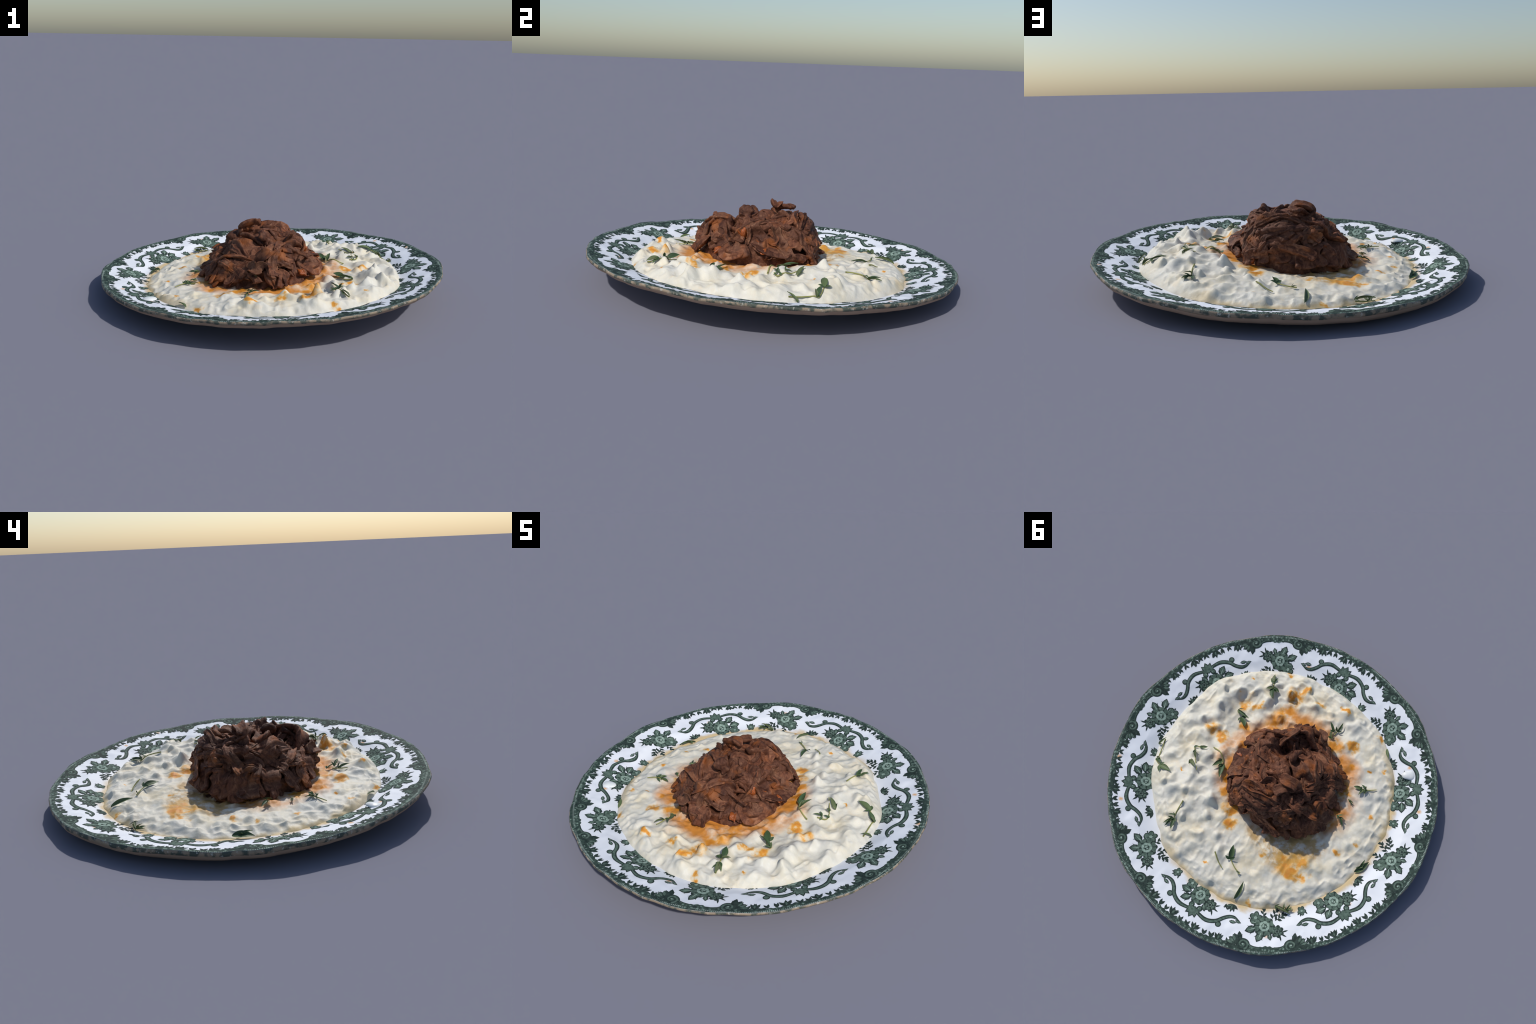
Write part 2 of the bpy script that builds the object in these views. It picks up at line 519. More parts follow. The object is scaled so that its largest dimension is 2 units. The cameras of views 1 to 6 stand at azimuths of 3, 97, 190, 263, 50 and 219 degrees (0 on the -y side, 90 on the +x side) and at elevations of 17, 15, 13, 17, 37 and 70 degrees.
for k in range(6):
    sec = 60 * k
    # single bouquet
    p = Print()
    p.sprig(-0.6, 0.792, -95, 0.058, 5)
    p.sprig(4.2, 0.802, -30, 0.066, 6)
    p.sprig(3.0, 0.792, -62, 0.066, 5)
    p.leaf(-1.0, 0.876, 0.052, 112, 0.66)
    p.leaf(-3.4, 0.850, 0.056, 155, 0.66)
    p.leaf(-3.4, 0.82, 0.036, 190, 0.6)
    p.leaf(2.0, 0.880, 0.034, 80, 0.6)
    p.daisy(-3.9, 0.790, 0.037, 0.4)
    p.bud(5.0, 0.866, 0.035, 35)
    p.rose(0, 0.836, 0.058, 0.2 + 0.5 * k)
    p.leaf(-6.0, 0.800, 0.012, 190, 0.6, 0)
    for j in range(5):
        p.blob(6.5 + 0.6 * j, 0.792 - 0.011 * (j % 3), 0.0022, 0)
    p.build("rose_bouquet", sec)

    # acanthus scroll with its flowers
    p = Print()
    arm_a = [(13.1, 0.838), (15.2, 0.823), (17.4, 0.820), (19.8, 0.836), (22.0, 0.866), (25.5, 0.884), (29.6, 0.876)]
    arm_b = [(50.0, 0.830), (47.6, 0.814), (45.4, 0.818), (43.3, 0.838), (41.2, 0.868), (37.6, 0.886), (33.2, 0.872)]
    for arm in (arm_a, arm_b):
        p.strip(arm, [0.005, 0.017, 0.022, 0.023, 0.024, 0.025, 0.019], 0)
        shifted = [(q[0], q[1] + 0.0018) for q in arm]
        p.strip(shifted, [0.001, 0.005, 0.009, 0.011, 0.012, 0.011, 0.006], 1)
    p.blob(20.6, 0.878, 0.017, 0); p.blob(20.6, 0.879, 0.011, 1); p.strip([(20.6, 0.872), (21.4, 0.862)], [0.012, 0.008], 0)
    p.blob(42.4, 0.880, 0.017, 0); p.blob(42.4, 0.881, 0.011, 1); p.strip([(42.4, 0.874), (41.8, 0.862)], [0.012, 0.008], 0)
    p.leaf(17.2, 0.846, 0.036, 180, 0.45); p.leaf(46.2, 0.842, 0.036, 0, 0.45)
    p.leaf(14.9, 0.836, 0.032, 170, 0.42); p.leaf(48.4, 0.831, 0.032, 10, 0.42)
    # centre clasp
    for ang, ln in ((62, 0.054), (92, 0.058), (122, 0.054), (30, 0.044), (150, 0.044)):
        p.leaf(31.6, 0.855, ln, ang, 0.5, 1, False)
    for sgn in (-1, 1):
        p.blob(31.6 + sgn * 1.8, 0.848, 0.017, 0); p.blob(31.6 + sgn * 1.8, 0.849, 0.011, 1); p.blob(31.6 + sgn * 1.4, 0.8505, 0.003, 2.4)
        p.strip([(31.6 + sgn * 1.9, 0.852), (31.6 + sgn * 2.3, 0.872), (31.6 + sgn * 3.4, 0.876)], [0.010, 0.012, 0.004], 0)
    p.strip([(31.6, 0.848), (31.6, 0.89)], [0.010, 0.012, 0.004], 1)
    # flowers below the scroll
    p.sprig(41.6, 0.775, -20, 0.05, 5)
    p.leaf(27.4, 0.812, 0.056, 135, 0.66); p.leaf(26.0, 0.790, 0.060, 175, 0.66); p.leaf(33.8, 0.812, 0.040, 55, 0.6)
    p.leaf(26.8, 0.765, 0.040, 215, 0.6)
    p.daisy(24.2, 0.748, 0.034, 0.2)
    p.bud(36.2, 0.800, 0.037, 15)
    p.rose(30.4, 0.776, 0.059, 1.1 + 0.4 * k)
    p.daisy(16.0, 0.762, 0.027, 0.9); p.leaf(15.0, 0.772, 0.018, 150, 0.4, 0); p.leaf(15.4, 0.776, 0.018, 110, 0.4, 0); p.leaf(17.4, 0.772, 0.018, 60, 0.4, 0)
    for ang in (60, 90, 120, 150, 25):
        p.leaf(45.0, 0.744, 0.042, ang, 0.36, 1 if ang in (90, 150) else 0, False)
    p.leaf(42.6, 0.756, 0.022, 110, 0.32, 0)
    p.build("scroll_spray", sec)

    # border volutes either side of the bouquet, with leafy fringe
    p = Print()
    for a0, sgn in ((9.6, 1), (-7.0, -1)):
        p.blob(a0, 0.951, 0.034, 0, 0, 0, 0, 1.05, 1.0, 24)
        spiral = []
        for i in range(15):
            t = i / 14
            ang = -1.2 + 8.2 * t
            q = 0.028 * (1 - 0.8 * t)
            spiral.append((a0 - sgn * q * math.cos(ang) / M_PER_DEG, 0.951 - q * math.sin(ang)))
        p.strip(spiral, [0.009, 0.009, 0.007, 0.005], 1)
        p.blob(a0, 0.951, 0.005, 2)
        for i, ang in enumerate((-75, -50, -30, -10, 10)):
            p.leaf(a0 + sgn * (1.2 + 0.35 * i), 0.932 + 0.008 * i, 0.046, ang if sgn > 0 else 180 - ang, 0.5, 0)
        for i, ang in enumerate((-60, -35, -12)):
            p.leaf(a0 + sgn * (2.6 + 0.3 * i), 0.945 + 0.006 * i, 0.040, ang if sgn > 0 else 180 - ang, 0.4, 1, False)
        p.strip([(a0 - sgn * 1.2, 0.938), (a0 - sgn * 3.2, 0.958), (a0 - sgn * 6.5, 0.960)], [0.010, 0.012, 0.004], 0)
        p.strip([(a0 - sgn * 1.6, 0.942), (a0 - sgn * 3.4, 0.962), (a0 - sgn * 6.0, 0.964)], [0.003, 0.004, 0.001], 1)
    a = 14.5
    i = 0
    while a < 49:
        big = i % 3 == 1
        ln = (0.040 if big else 0.030) * (0.9 + 0.2 * rnd.random())
        base = 0.964
        for ang in ((-120, -95, -70, -45) if big else (-115, -70)):
            p.leaf(a, base, ln, ang + rnd.uniform(-12, 12), 0.36, 0)
        if big:
            p.leaf(a, base, ln * 0.8, -85, 0.35, 1, False)
        a += (3.4 if big else 2.2) + 0.6 * rnd.random()
        i += 1
    p.build("border_volute", sec)

# continuous lacy border band
t = np.linspace(0, 2 * math.pi, 1440, endpoint=False)
a = np.degrees(t - THETA0) % 60
a = np.where(a > 30, a - 60, a)
inner = 0.960 - 0.006 * np.cos(np.radians(a * 24)) * (np.abs(a) > 9) - 0.010 * np.exp(-((a - 1.3) / 2.2) ** 2) + 0.0025 * np.sin(t * 210)
cols = []
for q in np.linspace(0, 1, 7):
    r = inner + (outline(t) - 0.0005 - inner) * q
    cols.append(plate_point(t, r, 0.0008))
mesh_object("border_band", np.stack(cols, 1).reshape(-1, 3), grid_faces(1440, 7, True), border_ink(), plate)

# ------------------------------------------------------------------ puree
EDGE_DEG = [-39, -59, -78, -103, -116, -128, -140, -154, -168, 171, 151, 135, 118, 103, 84, 68, 51, 35, 19, 4, -11, -25]
EDGE_R = [0.780, 0.772, 0.760, 0.750, 0.760, 0.752, 0.748, 0.738, 0.735, 0.722, 0.728, 0.732, 0.736, 0.734, 0.732, 0.742, 0.728, 0.742, 0.754, 0.756, 0.758, 0.785]

LUMPS = [(0.681, -0.342, 0.030, 0.035), (0.539, -0.362, 0.030, 0.035), (0.566, -0.240, 0.060, 0.048), (0.441, -0.436, 0.025, 0.030), (0.649, -0.034, 0.030, 0.040),
         (0.567, 0.024, 0.030, 0.035), (0.629, 0.208, 0.025, 0.030), (0.700, 0.064, 0.020, 0.030), (0.707, -0.098, 0.022, 0.030), (0.445, 0.087, 0.030, 0.040),
         (0.367, 0.009, 0.030, 0.035), (0.445, 0.195, 0.040, 0.030), (0.579, 0.332, 0.020, 0.040), (0.442, 0.370, 0.020, 0.040), (0.349, 0.334, 0.020, 0.030),
         (0.173, 0.510, 0.020, 0.030), (0.355, 0.580, 0.020, 0.030), (0.121, -0.584, 0.012, 0.030), (-0.177, -0.623, 0.020, 0.030), (-0.198, -0.546, 0.006, 0.040),
         (-0.551, -0.470, 0.020, 0.030), (-0.624, -0.060, 0.015, 0.050), (-0.447, 0.257, 0.032, 0.032), (-0.515, 0.239, 0.022, 0.040), (0.008, 0.651, 0.015, 0.040),
         (0.204, 0.680, 0.020, 0.030), (-0.638, 0.276, 0.018, 0.030), (-0.079, 0.486, 0.015, 0.030), (-0.480, -0.311, 0.015, 0.040), (0.541, -0.438, 0.020, 0.050),
         (0.279, -0.655, 0.012, 0.040), (0.316, 0.204, 0.020, 0.050), (-0.08, -0.52, 0.014, 0.025), (0.16, -0.50, 0.010, 0.03), (0.583, 0.309, 0.02, 0.028)]
_lr = random.Random(23)
for _ in range(170):
    th = _lr.uniform(0, 2 * math.pi)
    r = 0.72 * math.sqrt(_lr.uniform(0.2, 1))
    x, y = r * math.cos(th), r * math.sin(th)
    side = 0.5 + 0.5 * math.cos(th + 0.35)
    h = (0.010 + 0.019 * side) * _lr.uniform(0.4, 1.3)
    if math.hypot(x + 0.04, y + 0.10) < 0.47:
        h *= 0.55
    LUMPS.append((x, y, h, _lr.uniform(0.018, 0.036)))


def puree_edge(th):
    return periodic(th, EDGE_DEG, EDGE_R) + 0.011 * fbm(np.stack([9 * np.cos(th), 9 * np.sin(th), 0 * th], -1), 2)


def puree_z(x, y):
    x, y = np.asarray(x, float), np.asarray(y, float)
    r = np.hypot(x, y)
    th = np.arctan2(y, x)
    side = 0.5 + 0.5 * (x * 0.94 - y * 0.34) / 0.7
    z = 0.096 + 0.026 * np.clip(side, 0, 1.1)
    wx = x + 0.02 * noise(np.stack([x * 14, y * 14, 0 * x], -1))
    wy = y + 0.02 * noise(np.stack([x * 14, y * 14, 0 * x + 5.5], -1))
    lump = 0
    for cx, cy, h, s in LUMPS:
        d2 = ((wx - cx) ** 2 + (wy - cy) ** 2) / (s * s)
        lump = lump + h * np.exp(-(d2 * 0.85) ** 1.35)
    z = z + lump * 0.85 - 0.003
    q = np.stack([x, y, 0 * x], -1)
    amp = 0.6 + 0.4 * np.clip(side, 0, 1)
    z = z + amp * (0.009 * noise(q * 15) + 0.007 * (1 - 2 * np.abs(noise(q * 20 + 3.3)))) + 0.0028 * fbm(q * 42, 2) - 0.008
    # oily hollow on the far side of the meat
    hx, hy = (x + 0.27) / 0.24, (y - 0.22) / 0.16
    z = z - 0.014 * np.exp(-(hx * hx + hy * hy) ** 1.5)
    # thicker drifts behind the meat
    z = z + 0.040 * np.exp(-(((x - 0.36) / 0.20) ** 2 + ((y - 0.28) / 0.24) ** 2)) + 0.014 * np.exp(-(((x + 0.28) / 0.16) ** 2 + ((y - 0.33) / 0.14) ** 2))
    z = z + 0.012 * np.exp(-(((x - 0.05) / 0.3) ** 2 + ((y - 0.40) / 0.2) ** 2)) - 0.009 * smooth(0.45, 0.72, -x)
    e = puree_edge(th)
    wide = 0.060 + 0.06 * np.clip(1 - side, 0, 1)
    drop = np.clip((r - (e - wide)) / wide, 0, 1)
    floor = plate_z(x, y) - 0.003
    flank = 4 * drop * (1 - drop) * (0.007 * noise(q * 19 + 8.8) + 0.006 * (1 - 2 * np.abs(noise(q * 27 + 2.2))))
    return floor + (z - floor) * np.clip(1 - drop ** 1.9, 0, 1) ** 0.7 + flank


def puree_material():
    n = Nodes("cream_puree", 0.52, 0.22)
    big, small = n.noise(6, 3), n.noise(38, 4, 0.6)
    c = n.ramp(big, [(0.3, (0.69, 0.67, 0.60)), (0.5, (0.74, 0.70, 0.59)), (0.7, (0.75, 0.67, 0.50))])
    c = n.mix(n.math("MULTIPLY", n.step(small, 0.5, 0.75), 0.5), c, (0.80, 0.79, 0.73))
    c = n.mix(n.math("MULTIPLY", n.step(n.noise(16, 4, 0.65, vec=n.mapping(loc=(7, 2, 5))), 0.5, 0.68), 0.45), c, (0.66, 0.65, 0.57))
    c = n.mix(n.math("MULTIPLY", n.step(n.noise(11, 3, out=0, vec=n.mapping(loc=(3, 1, 2))), 0.56, 0.75), 0.4), c, (0.82, 0.66, 0.42))
    pools = [(0.518, -0.079, 0.045), (0.431, -0.063, 0.028), (0.448, -0.329, 0.045), (0.363, -0.355, 0.030), (0.221, -0.539, 0.050), (0.211, -0.433, 0.045),
             (0.224, -0.357, 0.055), (0.204, -0.599, 0.030), (0.075, -0.602, 0.020), (0.362, -0.657, 0.020), (0.525, -0.485, 0.012), (0.285, 0.081, 0.028),
             (0.198, 0.192, 0.035), (0.102, 0.258, 0.040), (0.053, 0.332, 0.042), (0.240, 0.140, 0.028), (-0.167, -0.433, 0.050), (-0.250, -0.505, 0.033),
             (-0.389, -0.244, 0.040), (-0.571, -0.214, 0.022), (-0.351, -0.654, 0.022), (-0.494, -0.491, 0.016), (-0.407, -0.444, 0.010), (0.049, 0.623, 0.016),
             (-0.332, 0.334, 0.060), (-0.397, 0.268, 0.050), (-0.468, 0.330, 0.030), (-0.405, 0.345, 0.042), (-0.548, 0.096, 0.026), (-0.628, -0.006, 0.014),
             (0.492, 0.237, 0.012), (-0.312, 0.639, 0.018), (-0.198, 0.353, 0.020), (-0.074, -0.658, 0.018), (0.377, -0.214, 0.035), (-0.30, -0.40, 0.03)]
    s = n.spots(pools, 8, 0.085, 0.85)
    broken = n.step(n.noise(20, 3, 0.55), 0.25, 0.55)
    s = n.math("MULTIPLY", s, n.math("ADD", n.math("MULTIPLY", broken, 0.75), 0.25))
    amber = n.ramp(s, [(0.0, (0.78, 0.62, 0.38)), (0.45, (0.78, 0.47, 0.14)), (0.8, (0.72, 0.31, 0.025)), (1.0, (0.64, 0.22, 0.012))])
    c = n.mix(n.math("MULTIPLY", n.step(s, 0.0, 0.8), 0.95), c, amber)
    # pale orange wash round the meat and the oil lying in the hollow
    wash = n.spots([(-0.04, -0.12, 0.385), (-0.12, -0.12, 0.36), (0.06, -0.06, 0.32), (-0.02, -0.20, 0.33)], 7, 0.09, 0.17)
    c = n.mix(n.math("MULTIPLY", n.math("MULTIPLY", wash, n.step(n.noise(8, 4, 0.6), 0.22, 0.56)), 0.95), c, (0.64, 0.235, 0.022))
    hollow = n.spots([(-0.28, 0.25, 0.15), (-0.14, 0.27, 0.09), (-0.40, 0.16, 0.09)], 10, 0.05, 0.4)
    c = n.mix(n.math("MULTIPLY", n.math("MULTIPLY", hollow, n.step(n.noise(17, 4, 0.65), 0.36, 0.58)), 0.8), c, (0.52, 0.30, 0.07))
    # yellow oil at the thin outer edge of the low side
    th, r, xyz = n.polar()
    low = n.math("ADD", n.math("MULTIPLY", xyz[0], -0.75), n.math("MULTIPLY", xyz[1], 0.45))
    rim = n.math("MULTIPLY", n.step(n.math("ADD", r, n.math("MULTIPLY", n.noise(18, 4), 0.08)), 0.735, 0.775), n.step(low, -0.1, 0.3))
    c = n.mix(n.math("MULTIPLY", rim, 0.7), c, (0.60, 0.42, 0.15))
    n.colour(c)
    n.bump(n.noise(70, 4, 0.6), 0.25, 0.006)
    n.bsdf.inputs["Subsurface Weight"].default_value = 0.08
    n.bsdf.inputs["Subsurface Radius"].default_value = (0.02, 0.015, 0.01)
    return n.mat


NT = 620
fr = np.concatenate([[0.02], np.linspace(0.2, 0.86, 84), np.linspace(0.868, 1.0, 34)])
ths = np.linspace(0, 2 * math.pi, NT, endpoint=False)
TH, FR = np.meshgrid(ths, fr, indexing="ij")
RR = FR * puree_edge(TH)
X, Y = RR * np.cos(TH), RR * np.sin(TH)
V = np.stack([X, Y, puree_z(X, Y) + tilt(X, Y)], -1)
puree_mat = puree_material()
puree = mesh_object("creamy_puree", V.reshape(-1, 3), grid_faces(NT, len(fr), True), puree_mat)
puree["label"] = "lumpy off-white creamy puree stained with orange oil"
puree["category"] = "puree"


_drop = Nodes("pale_puree", 0.4, 0.4)
_drop.colour(_drop.mix(_drop.noise(20, 3), (0.70, 0.74, 0.76), (0.80, 0.81, 0.78)))
drop_mat = _drop.mat


def droplet(x, y, size, h):
    n, rings = 24, 7
    vs, fs = [], []
    z0 = float(plate_z(x, y) + tilt(x, y))
    for k in range(rings + 1):
        ph = math.pi / 2 * k / rings
        for i in range(n):
            t = 2 * math.pi * i / n
            q = size * math.cos(ph) * (1 + 0.18 * math.sin(2 * t + x * 30) + 0.1 * math.sin(3 * t))
            vs.append((x + q * math.cos(t), y + q * math.sin(t), z0 - 0.002 + h * math.sin(ph)))
    for k in range(rings):
        for i in range(n):
            j = (i + 1) % n
            fs.append((k * n + i, k * n + j, (k + 1) * n + j, (k + 1) * n + i))
    mesh_object("puree_drop", vs, fs, drop_mat, puree)


for d in ((-0.625, -0.560, 0.036, 0.015),):
    droplet(*d)

# ------------------------------------------------------------------ shredded beef
CX, CY = -0.05, -0.08
FOOT = [(0.325, -0.15), (0.28, -0.24), (0.20, -0.32), (0.10, -0.43), (0.0, -0.455), (-0.22, -0.405), (-0.36, -0.305), (-0.405, -0.138), (-0.405, 0.03),
        (-0.30, 0.18), (-0.11, 0.265), (0.06, 0.265), (0.17, 0.215), (0.24, 0.10), (0.305, -0.04)]
F_DEG = [math.degrees(math.atan2(y - CY, x - CX)) for x, y in FOOT]
F_R = [math.hypot(x - CX, y - CY) for x, y in FOOT]
# how blocky the flank is in each direction: gentle in front, a wall at the back
FLANK_DEG = [-150, -120, -90, -60, -30, 0, 30, 60, 90, 120, 150, 180]
FLANK = [1.9, 1.9, 1.9, 2.3, 2.8, 3.2, 4.0, 5.0, 5.5, 4.5, 3.0, 2.2]


def heap_z(x, y, scale=1.0):
    """Upper surface of the heap of meat, before the tilt."""
    x, y = np.asarray(x, float), np.asarray(y, float)
    dx, dy = x - CX, y - CY
    ph = np.arctan2(dy, dx)
    q = np.clip(np.hypot(dx, dy) / (periodic(ph, F_DEG, F_R) * scale), 0, 1)
    dome = np.clip(1 - q ** periodic(ph, FLANK_DEG, FLANK), 0, 1) ** 0.7
    top = 0.258 + 0.03 * np.exp(-(((x + 0.09) / 0.12) ** 2 + ((y - 0.05) / 0.13) ** 2))
    return 0.098 + top * dome


def beef_material(name, hue=0.0):
    n = Nodes(name, 0.6, 0.18)
    info = n.t.nodes.new("ShaderNodeObjectInfo")
    fibre = n.noise(26, 5, 0.65, distortion=1.2)
    c = n.ramp(fibre, [(0.28, (0.045, 0.018, 0.012)), (0.42, (0.115, 0.046, 0.028)), (0.56, (0.195, 0.085, 0.050)), (0.72, (0.34, 0.175, 0.105))])  # ramp ends darkened for shaded recesses, lightened to tan for sunlit highlights, scattered by noise
    tint = n.ramp(info.outputs["Random"], [(0.0, (0.52, 0.47, 0.47)), (0.3, (0.95, 0.92, 0.88)), (0.6, (1.2, 1.05, 0.90)), (0.8, (0.72, 0.68, 0.66)), (1.0, (1.0, 1.05, 1.02))])
    c = n.mix(1.0, c, tint, "MULTIPLY")
    c = n.mix(n.math("MULTIPLY", n.step(n.noise(11, 3), 0.54, 0.70), 0.6), c, (0.33, 0.10, 0.024))
    n.colour(c)
    streak = n.noise(85, 4, 0.7, distortion=0.8)
    n.bump(streak, 0.5, 0.008)
    return n.mat


beef_mat = beef_material("braised_beef")
beef = empty("shredded_beef", "heap of dark brown shredded braised beef", "beef", (CX, CY, 0.11))

# the packed core
NT, NR = 220, 60
ths = np.linspace(0, 2 * math.pi, NT, endpoint=False)
fr = np.linspace(0.01, 1.0, NR)
TH, FR = np.meshgrid(ths, fr, indexing="ij")
RAD = periodic(TH, F_DEG, F_R) * 0.93
FQ = np.sin(FR * math.pi / 2)
X, Y = CX + RAD * FQ * np.cos(TH), CY + RAD * FQ * np.sin(TH)
Z = heap_z(X, Y, 0.88) - 0.075
Z = Z - 0.14 * np.exp(-(((X - 0.04) / 0.06) ** 2 + ((Y + 0.175) / 0.07) ** 2))
P = np.stack([X, Y, Z], -1)
rg = 1 - 2 * np.abs(noise(P * 13 + 1.7))
bump = 0.030 * rg + 0.014 * (1 - 2 * np.abs(noise(P * 24 + 9.1))) + 0.004 * fbm(P * 60, 2)
out = np.stack([(X - CX) / 0.4, (Y - CY) / 0.4, 0.9 + 0 * X], -1)
out /= np.linalg.norm(out, axis=-1, keepdims=True)
P = P + out * (bump * smooth(1.0, 0.85, FR))[..., None]
P[..., 2] = np.maximum(P[..., 2], 0.085)
P[..., 2] += tilt(P[..., 0], P[..., 1])
core = mesh_object("beef_mound", P.reshape(-1, 3), grid_faces(NT, NR, True), beef_mat)
attach(core, beef)


def shred(pts, width, thick, seed, curl=0.0, twist=0.0, taper=0.25, sink=0.0, name="beef_shred", mat=None, fibres=7, proud=False):
    """A strip of meat swept along a spine (points in plate space, before the tilt)."""
    pts = np.asarray(pts, float)
    n = max(16, int(np.linalg.norm(np.diff(pts, axis=0), axis=1).sum() / 0.006))
    u = np.linspace(0, len(pts) - 1, n)
    C = spline(pts, u)
    T = np.gradient(C, axis=0)
    T /= np.linalg.norm(T, axis=1, keepdims=True)
    U = np.array([C[:, 0] - CX, C[:, 1] - CY, np.maximum(C[:, 2] - 0.12, 0.02) * 1.5]).T
    C = C - sink * U / np.linalg.norm(U, axis=1, keepdims=True)
    U = U - (U * T).sum(1, keepdims=True) * T
    U /= np.maximum(np.linalg.norm(U, axis=1, keepdims=True), 1e-6)
    S = np.cross(T, U)
    m = 30
    ang = np.linspace(0, 2 * math.pi, m, endpoint=False)
    s = np.linspace(0, 1, n)
    w = (taper + (1 - taper) * np.clip(np.sin(math.pi * np.clip(s * 0.96 + 0.02, 0, 1)) * 2.2, 0, 1) ** 0.6)
    w = w * (1 + 0.35 * noise(np.stack([s * 4 + seed, 0 * s + seed * 3.1, 0 * s], -1)))
    cx, sy = np.cos(ang), np.sin(ang)
    flat = np.sign(cx) * np.abs(cx) ** 0.8
    rows = []
    for i in range(n):
        tw = twist * (s[i] - 0.5) + 0.45 * float(noise(np.array([s[i] * 3, seed * 1.7, 2.0])))
        a, b = math.cos(tw), math.sin(tw)
        Si, Ui = S[i] * a + U[i] * b, U[i] * a - S[i] * b
        x = flat * width / 2 * w[i]
        y = np.sign(sy) * np.abs(sy) ** 0.75 * thick / 2 * (0.45 + 0.55 * w[i])
        # fibres run the length of the piece; edges curl; a long crease off the middle
        y = y + 0.0026 * np.cos(fibres * np.pi * flat + seed + 2.0 * s[i]) * np.abs(sy)
        crease = 0.3 * math.sin(seed * 2.1) + 0.25 * math.sin(3 * s[i] + seed)
        y = y - 0.28 * thick * np.exp(-((flat - crease) / 0.22) ** 2) * (sy > 0)
        y = y + (curl + 0.25 * math.sin(seed * 1.3 + 2.5 * s[i])) * flat ** 2 * width * w[i] * 0.8
        rows.append(C[i] + Si * x[:, None] + Ui * y[:, None])
    V = np.array(rows)
    q = V * 26 + seed * 7.7
    nrm = V - C[:, None, :]
    nrm /= np.maximum(np.linalg.norm(nrm, axis=-1, keepdims=True), 1e-6)
    V = V + nrm * (0.0045 * noise(q * 0.8) + 0.003 * (1 - 2 * np.abs(noise(q * 1.5))))[..., None]
    ends = [V[0].mean(0) - T[0] * thick * 0.15, V[-1].mean(0) + T[-1] * thick * 0.15]
    flatv = np.vstack([V.reshape(-1, 3), ends])
    # settle the heap: spread at the foot, drawn in and lowered towards the top
    rise = np.clip((flatv[:, 2:] - 0.10) / 0.25, 0, 1)
    back = smooth(-0.05, 0.20, flatv[:, 1:2] - CY)
    flatv[:, :2] = np.array([CX, CY]) + (flatv[:, :2] - np.array([CX, CY])) * (1.015 + 0.035 * back - (0.115 - 0.055 * back) * rise
                        - 0.08 * smooth(0.0, 0.2, CX - flatv[:, :1]) * smooth(0.0, 0.2, CY - flatv[:, 1:2]) * (0.3 + 0.7 * rise))
    # uneven packing: broad hollows between the humps
    hump = noise(flatv * np.array([8.5, 8.5, 10.0]) + 4.4)
    dent = 0.042 * smooth(0.05, 0.65, -hump) - 0.022 * smooth(0.05, 0.6, hump)
    away = flatv - np.array([CX, CY, 0.12])
    away /= np.linalg.norm(away, axis=1, keepdims=True)
    flatv = flatv - away * (dent * (0.35 if proud else 1.0) * smooth(0.12, 0.2, flatv[:, 2]))[:, None]
    if not proud:       # a deep pocket behind the arch
        flatv[:, 2] -= 0.13 * np.exp(-(((flatv[:, 0] - 0.04) / 0.05) ** 2 + ((flatv[:, 1] + 0.175) / 0.06) ** 2)) * smooth(0.2, 0.3, flatv[:, 2])
        # lower shoulder to the right of the arch and a cleft beside the standing flap
        flatv[:, 2] -= 0.05 * np.exp(-(((flatv[:, 0] - 0.15) / 0.08) ** 2 + ((flatv[:, 1] + 0.33) / 0.07) ** 2)) * smooth(0.18, 0.3, flatv[:, 2])
        flatv[:, 2] -= 0.05 * np.exp(-(((flatv[:, 0] + 0.12) / 0.045) ** 2 + ((flatv[:, 1] + 0.25) / 0.045) ** 2)) * smooth(0.2, 0.3, flatv[:, 2])
    flatv[:, 2] = 0.10 + (flatv[:, 2] - 0.10) * 0.935
    flatv[:, 2] += tilt(flatv[:, 0], flatv[:, 1])
    f = []
    for i in range(n - 1):
        for j in range(m):
            k = (j + 1) % m
            f.append((i * m + j, i * m + k, (i + 1) * m + k, (i + 1) * m + j))
    for j in range(m):
        k = (j + 1) % m
        f.append((n * m, k, j))
        f.append((n * m + 1, (n - 1) * m + j, (n - 1) * m + k))
    ob = mesh_object(name, flatv, f, mat or beef_mat)
    attach(ob, beef)
    return ob


# pieces that stand out one by one, as spine points (before the tilt), then width, thickness and curl
_serial = [0]


def piece(*a):
    _serial[0] += 1
    k = _serial[0]
    width, thick, curl = a[-3:]
    P = np.array(a[:-3])
    if k > 9:           # let both ends run on under their neighbours
        P = np.vstack([P[0] + (P[0] - P[1]) * 0.25 - [0, 0, 0.006], P, P[-1] + (P[-1] - P[-2]) * 0.25 - [0, 0, 0.006]])
    shred(P, width * (1.08 if width > 0.045 else 1.0), thick * 0.85, 100 + k, curl=curl, twist=0.7 * math.sin(k * 2.3), taper=0.5, sink=0.6 * thick, proud=k <= 9)


# the upright tuft at the summit
piece((-0.13, 0.04, 0.370), (-0.195, 0.000, 0.410), (-0.180, -0.003, 0.432), (-0.110, 0.010, 0.446), (-0.070, 0.012, 0.430), 0.052, 0.030, 0.1)
piece((-0.17, 0.00, 0.400), (-0.130, 0.05, 0.428), (-0.088, 0.108, 0.434), 0.050, 0.030, 0.1)
piece((-0.20, 0.02, 0.330), (-0.205, 0.00, 0.380), (-0.198, -0.005, 0.420), 0.060, 0.040, 0.0)
piece((-0.12, 0.04, 0.350), (-0.13, 0.02, 0.395), (-0.14, 0.01, 0.420), 0.070, 0.040, 0.0)
# the standing flap in front of it
piece((-0.060, -0.185, 0.430), (-0.038, -0.180, 0.400), (-0.010, -0.165, 0.350), 0.075, 0.040, 0.0)
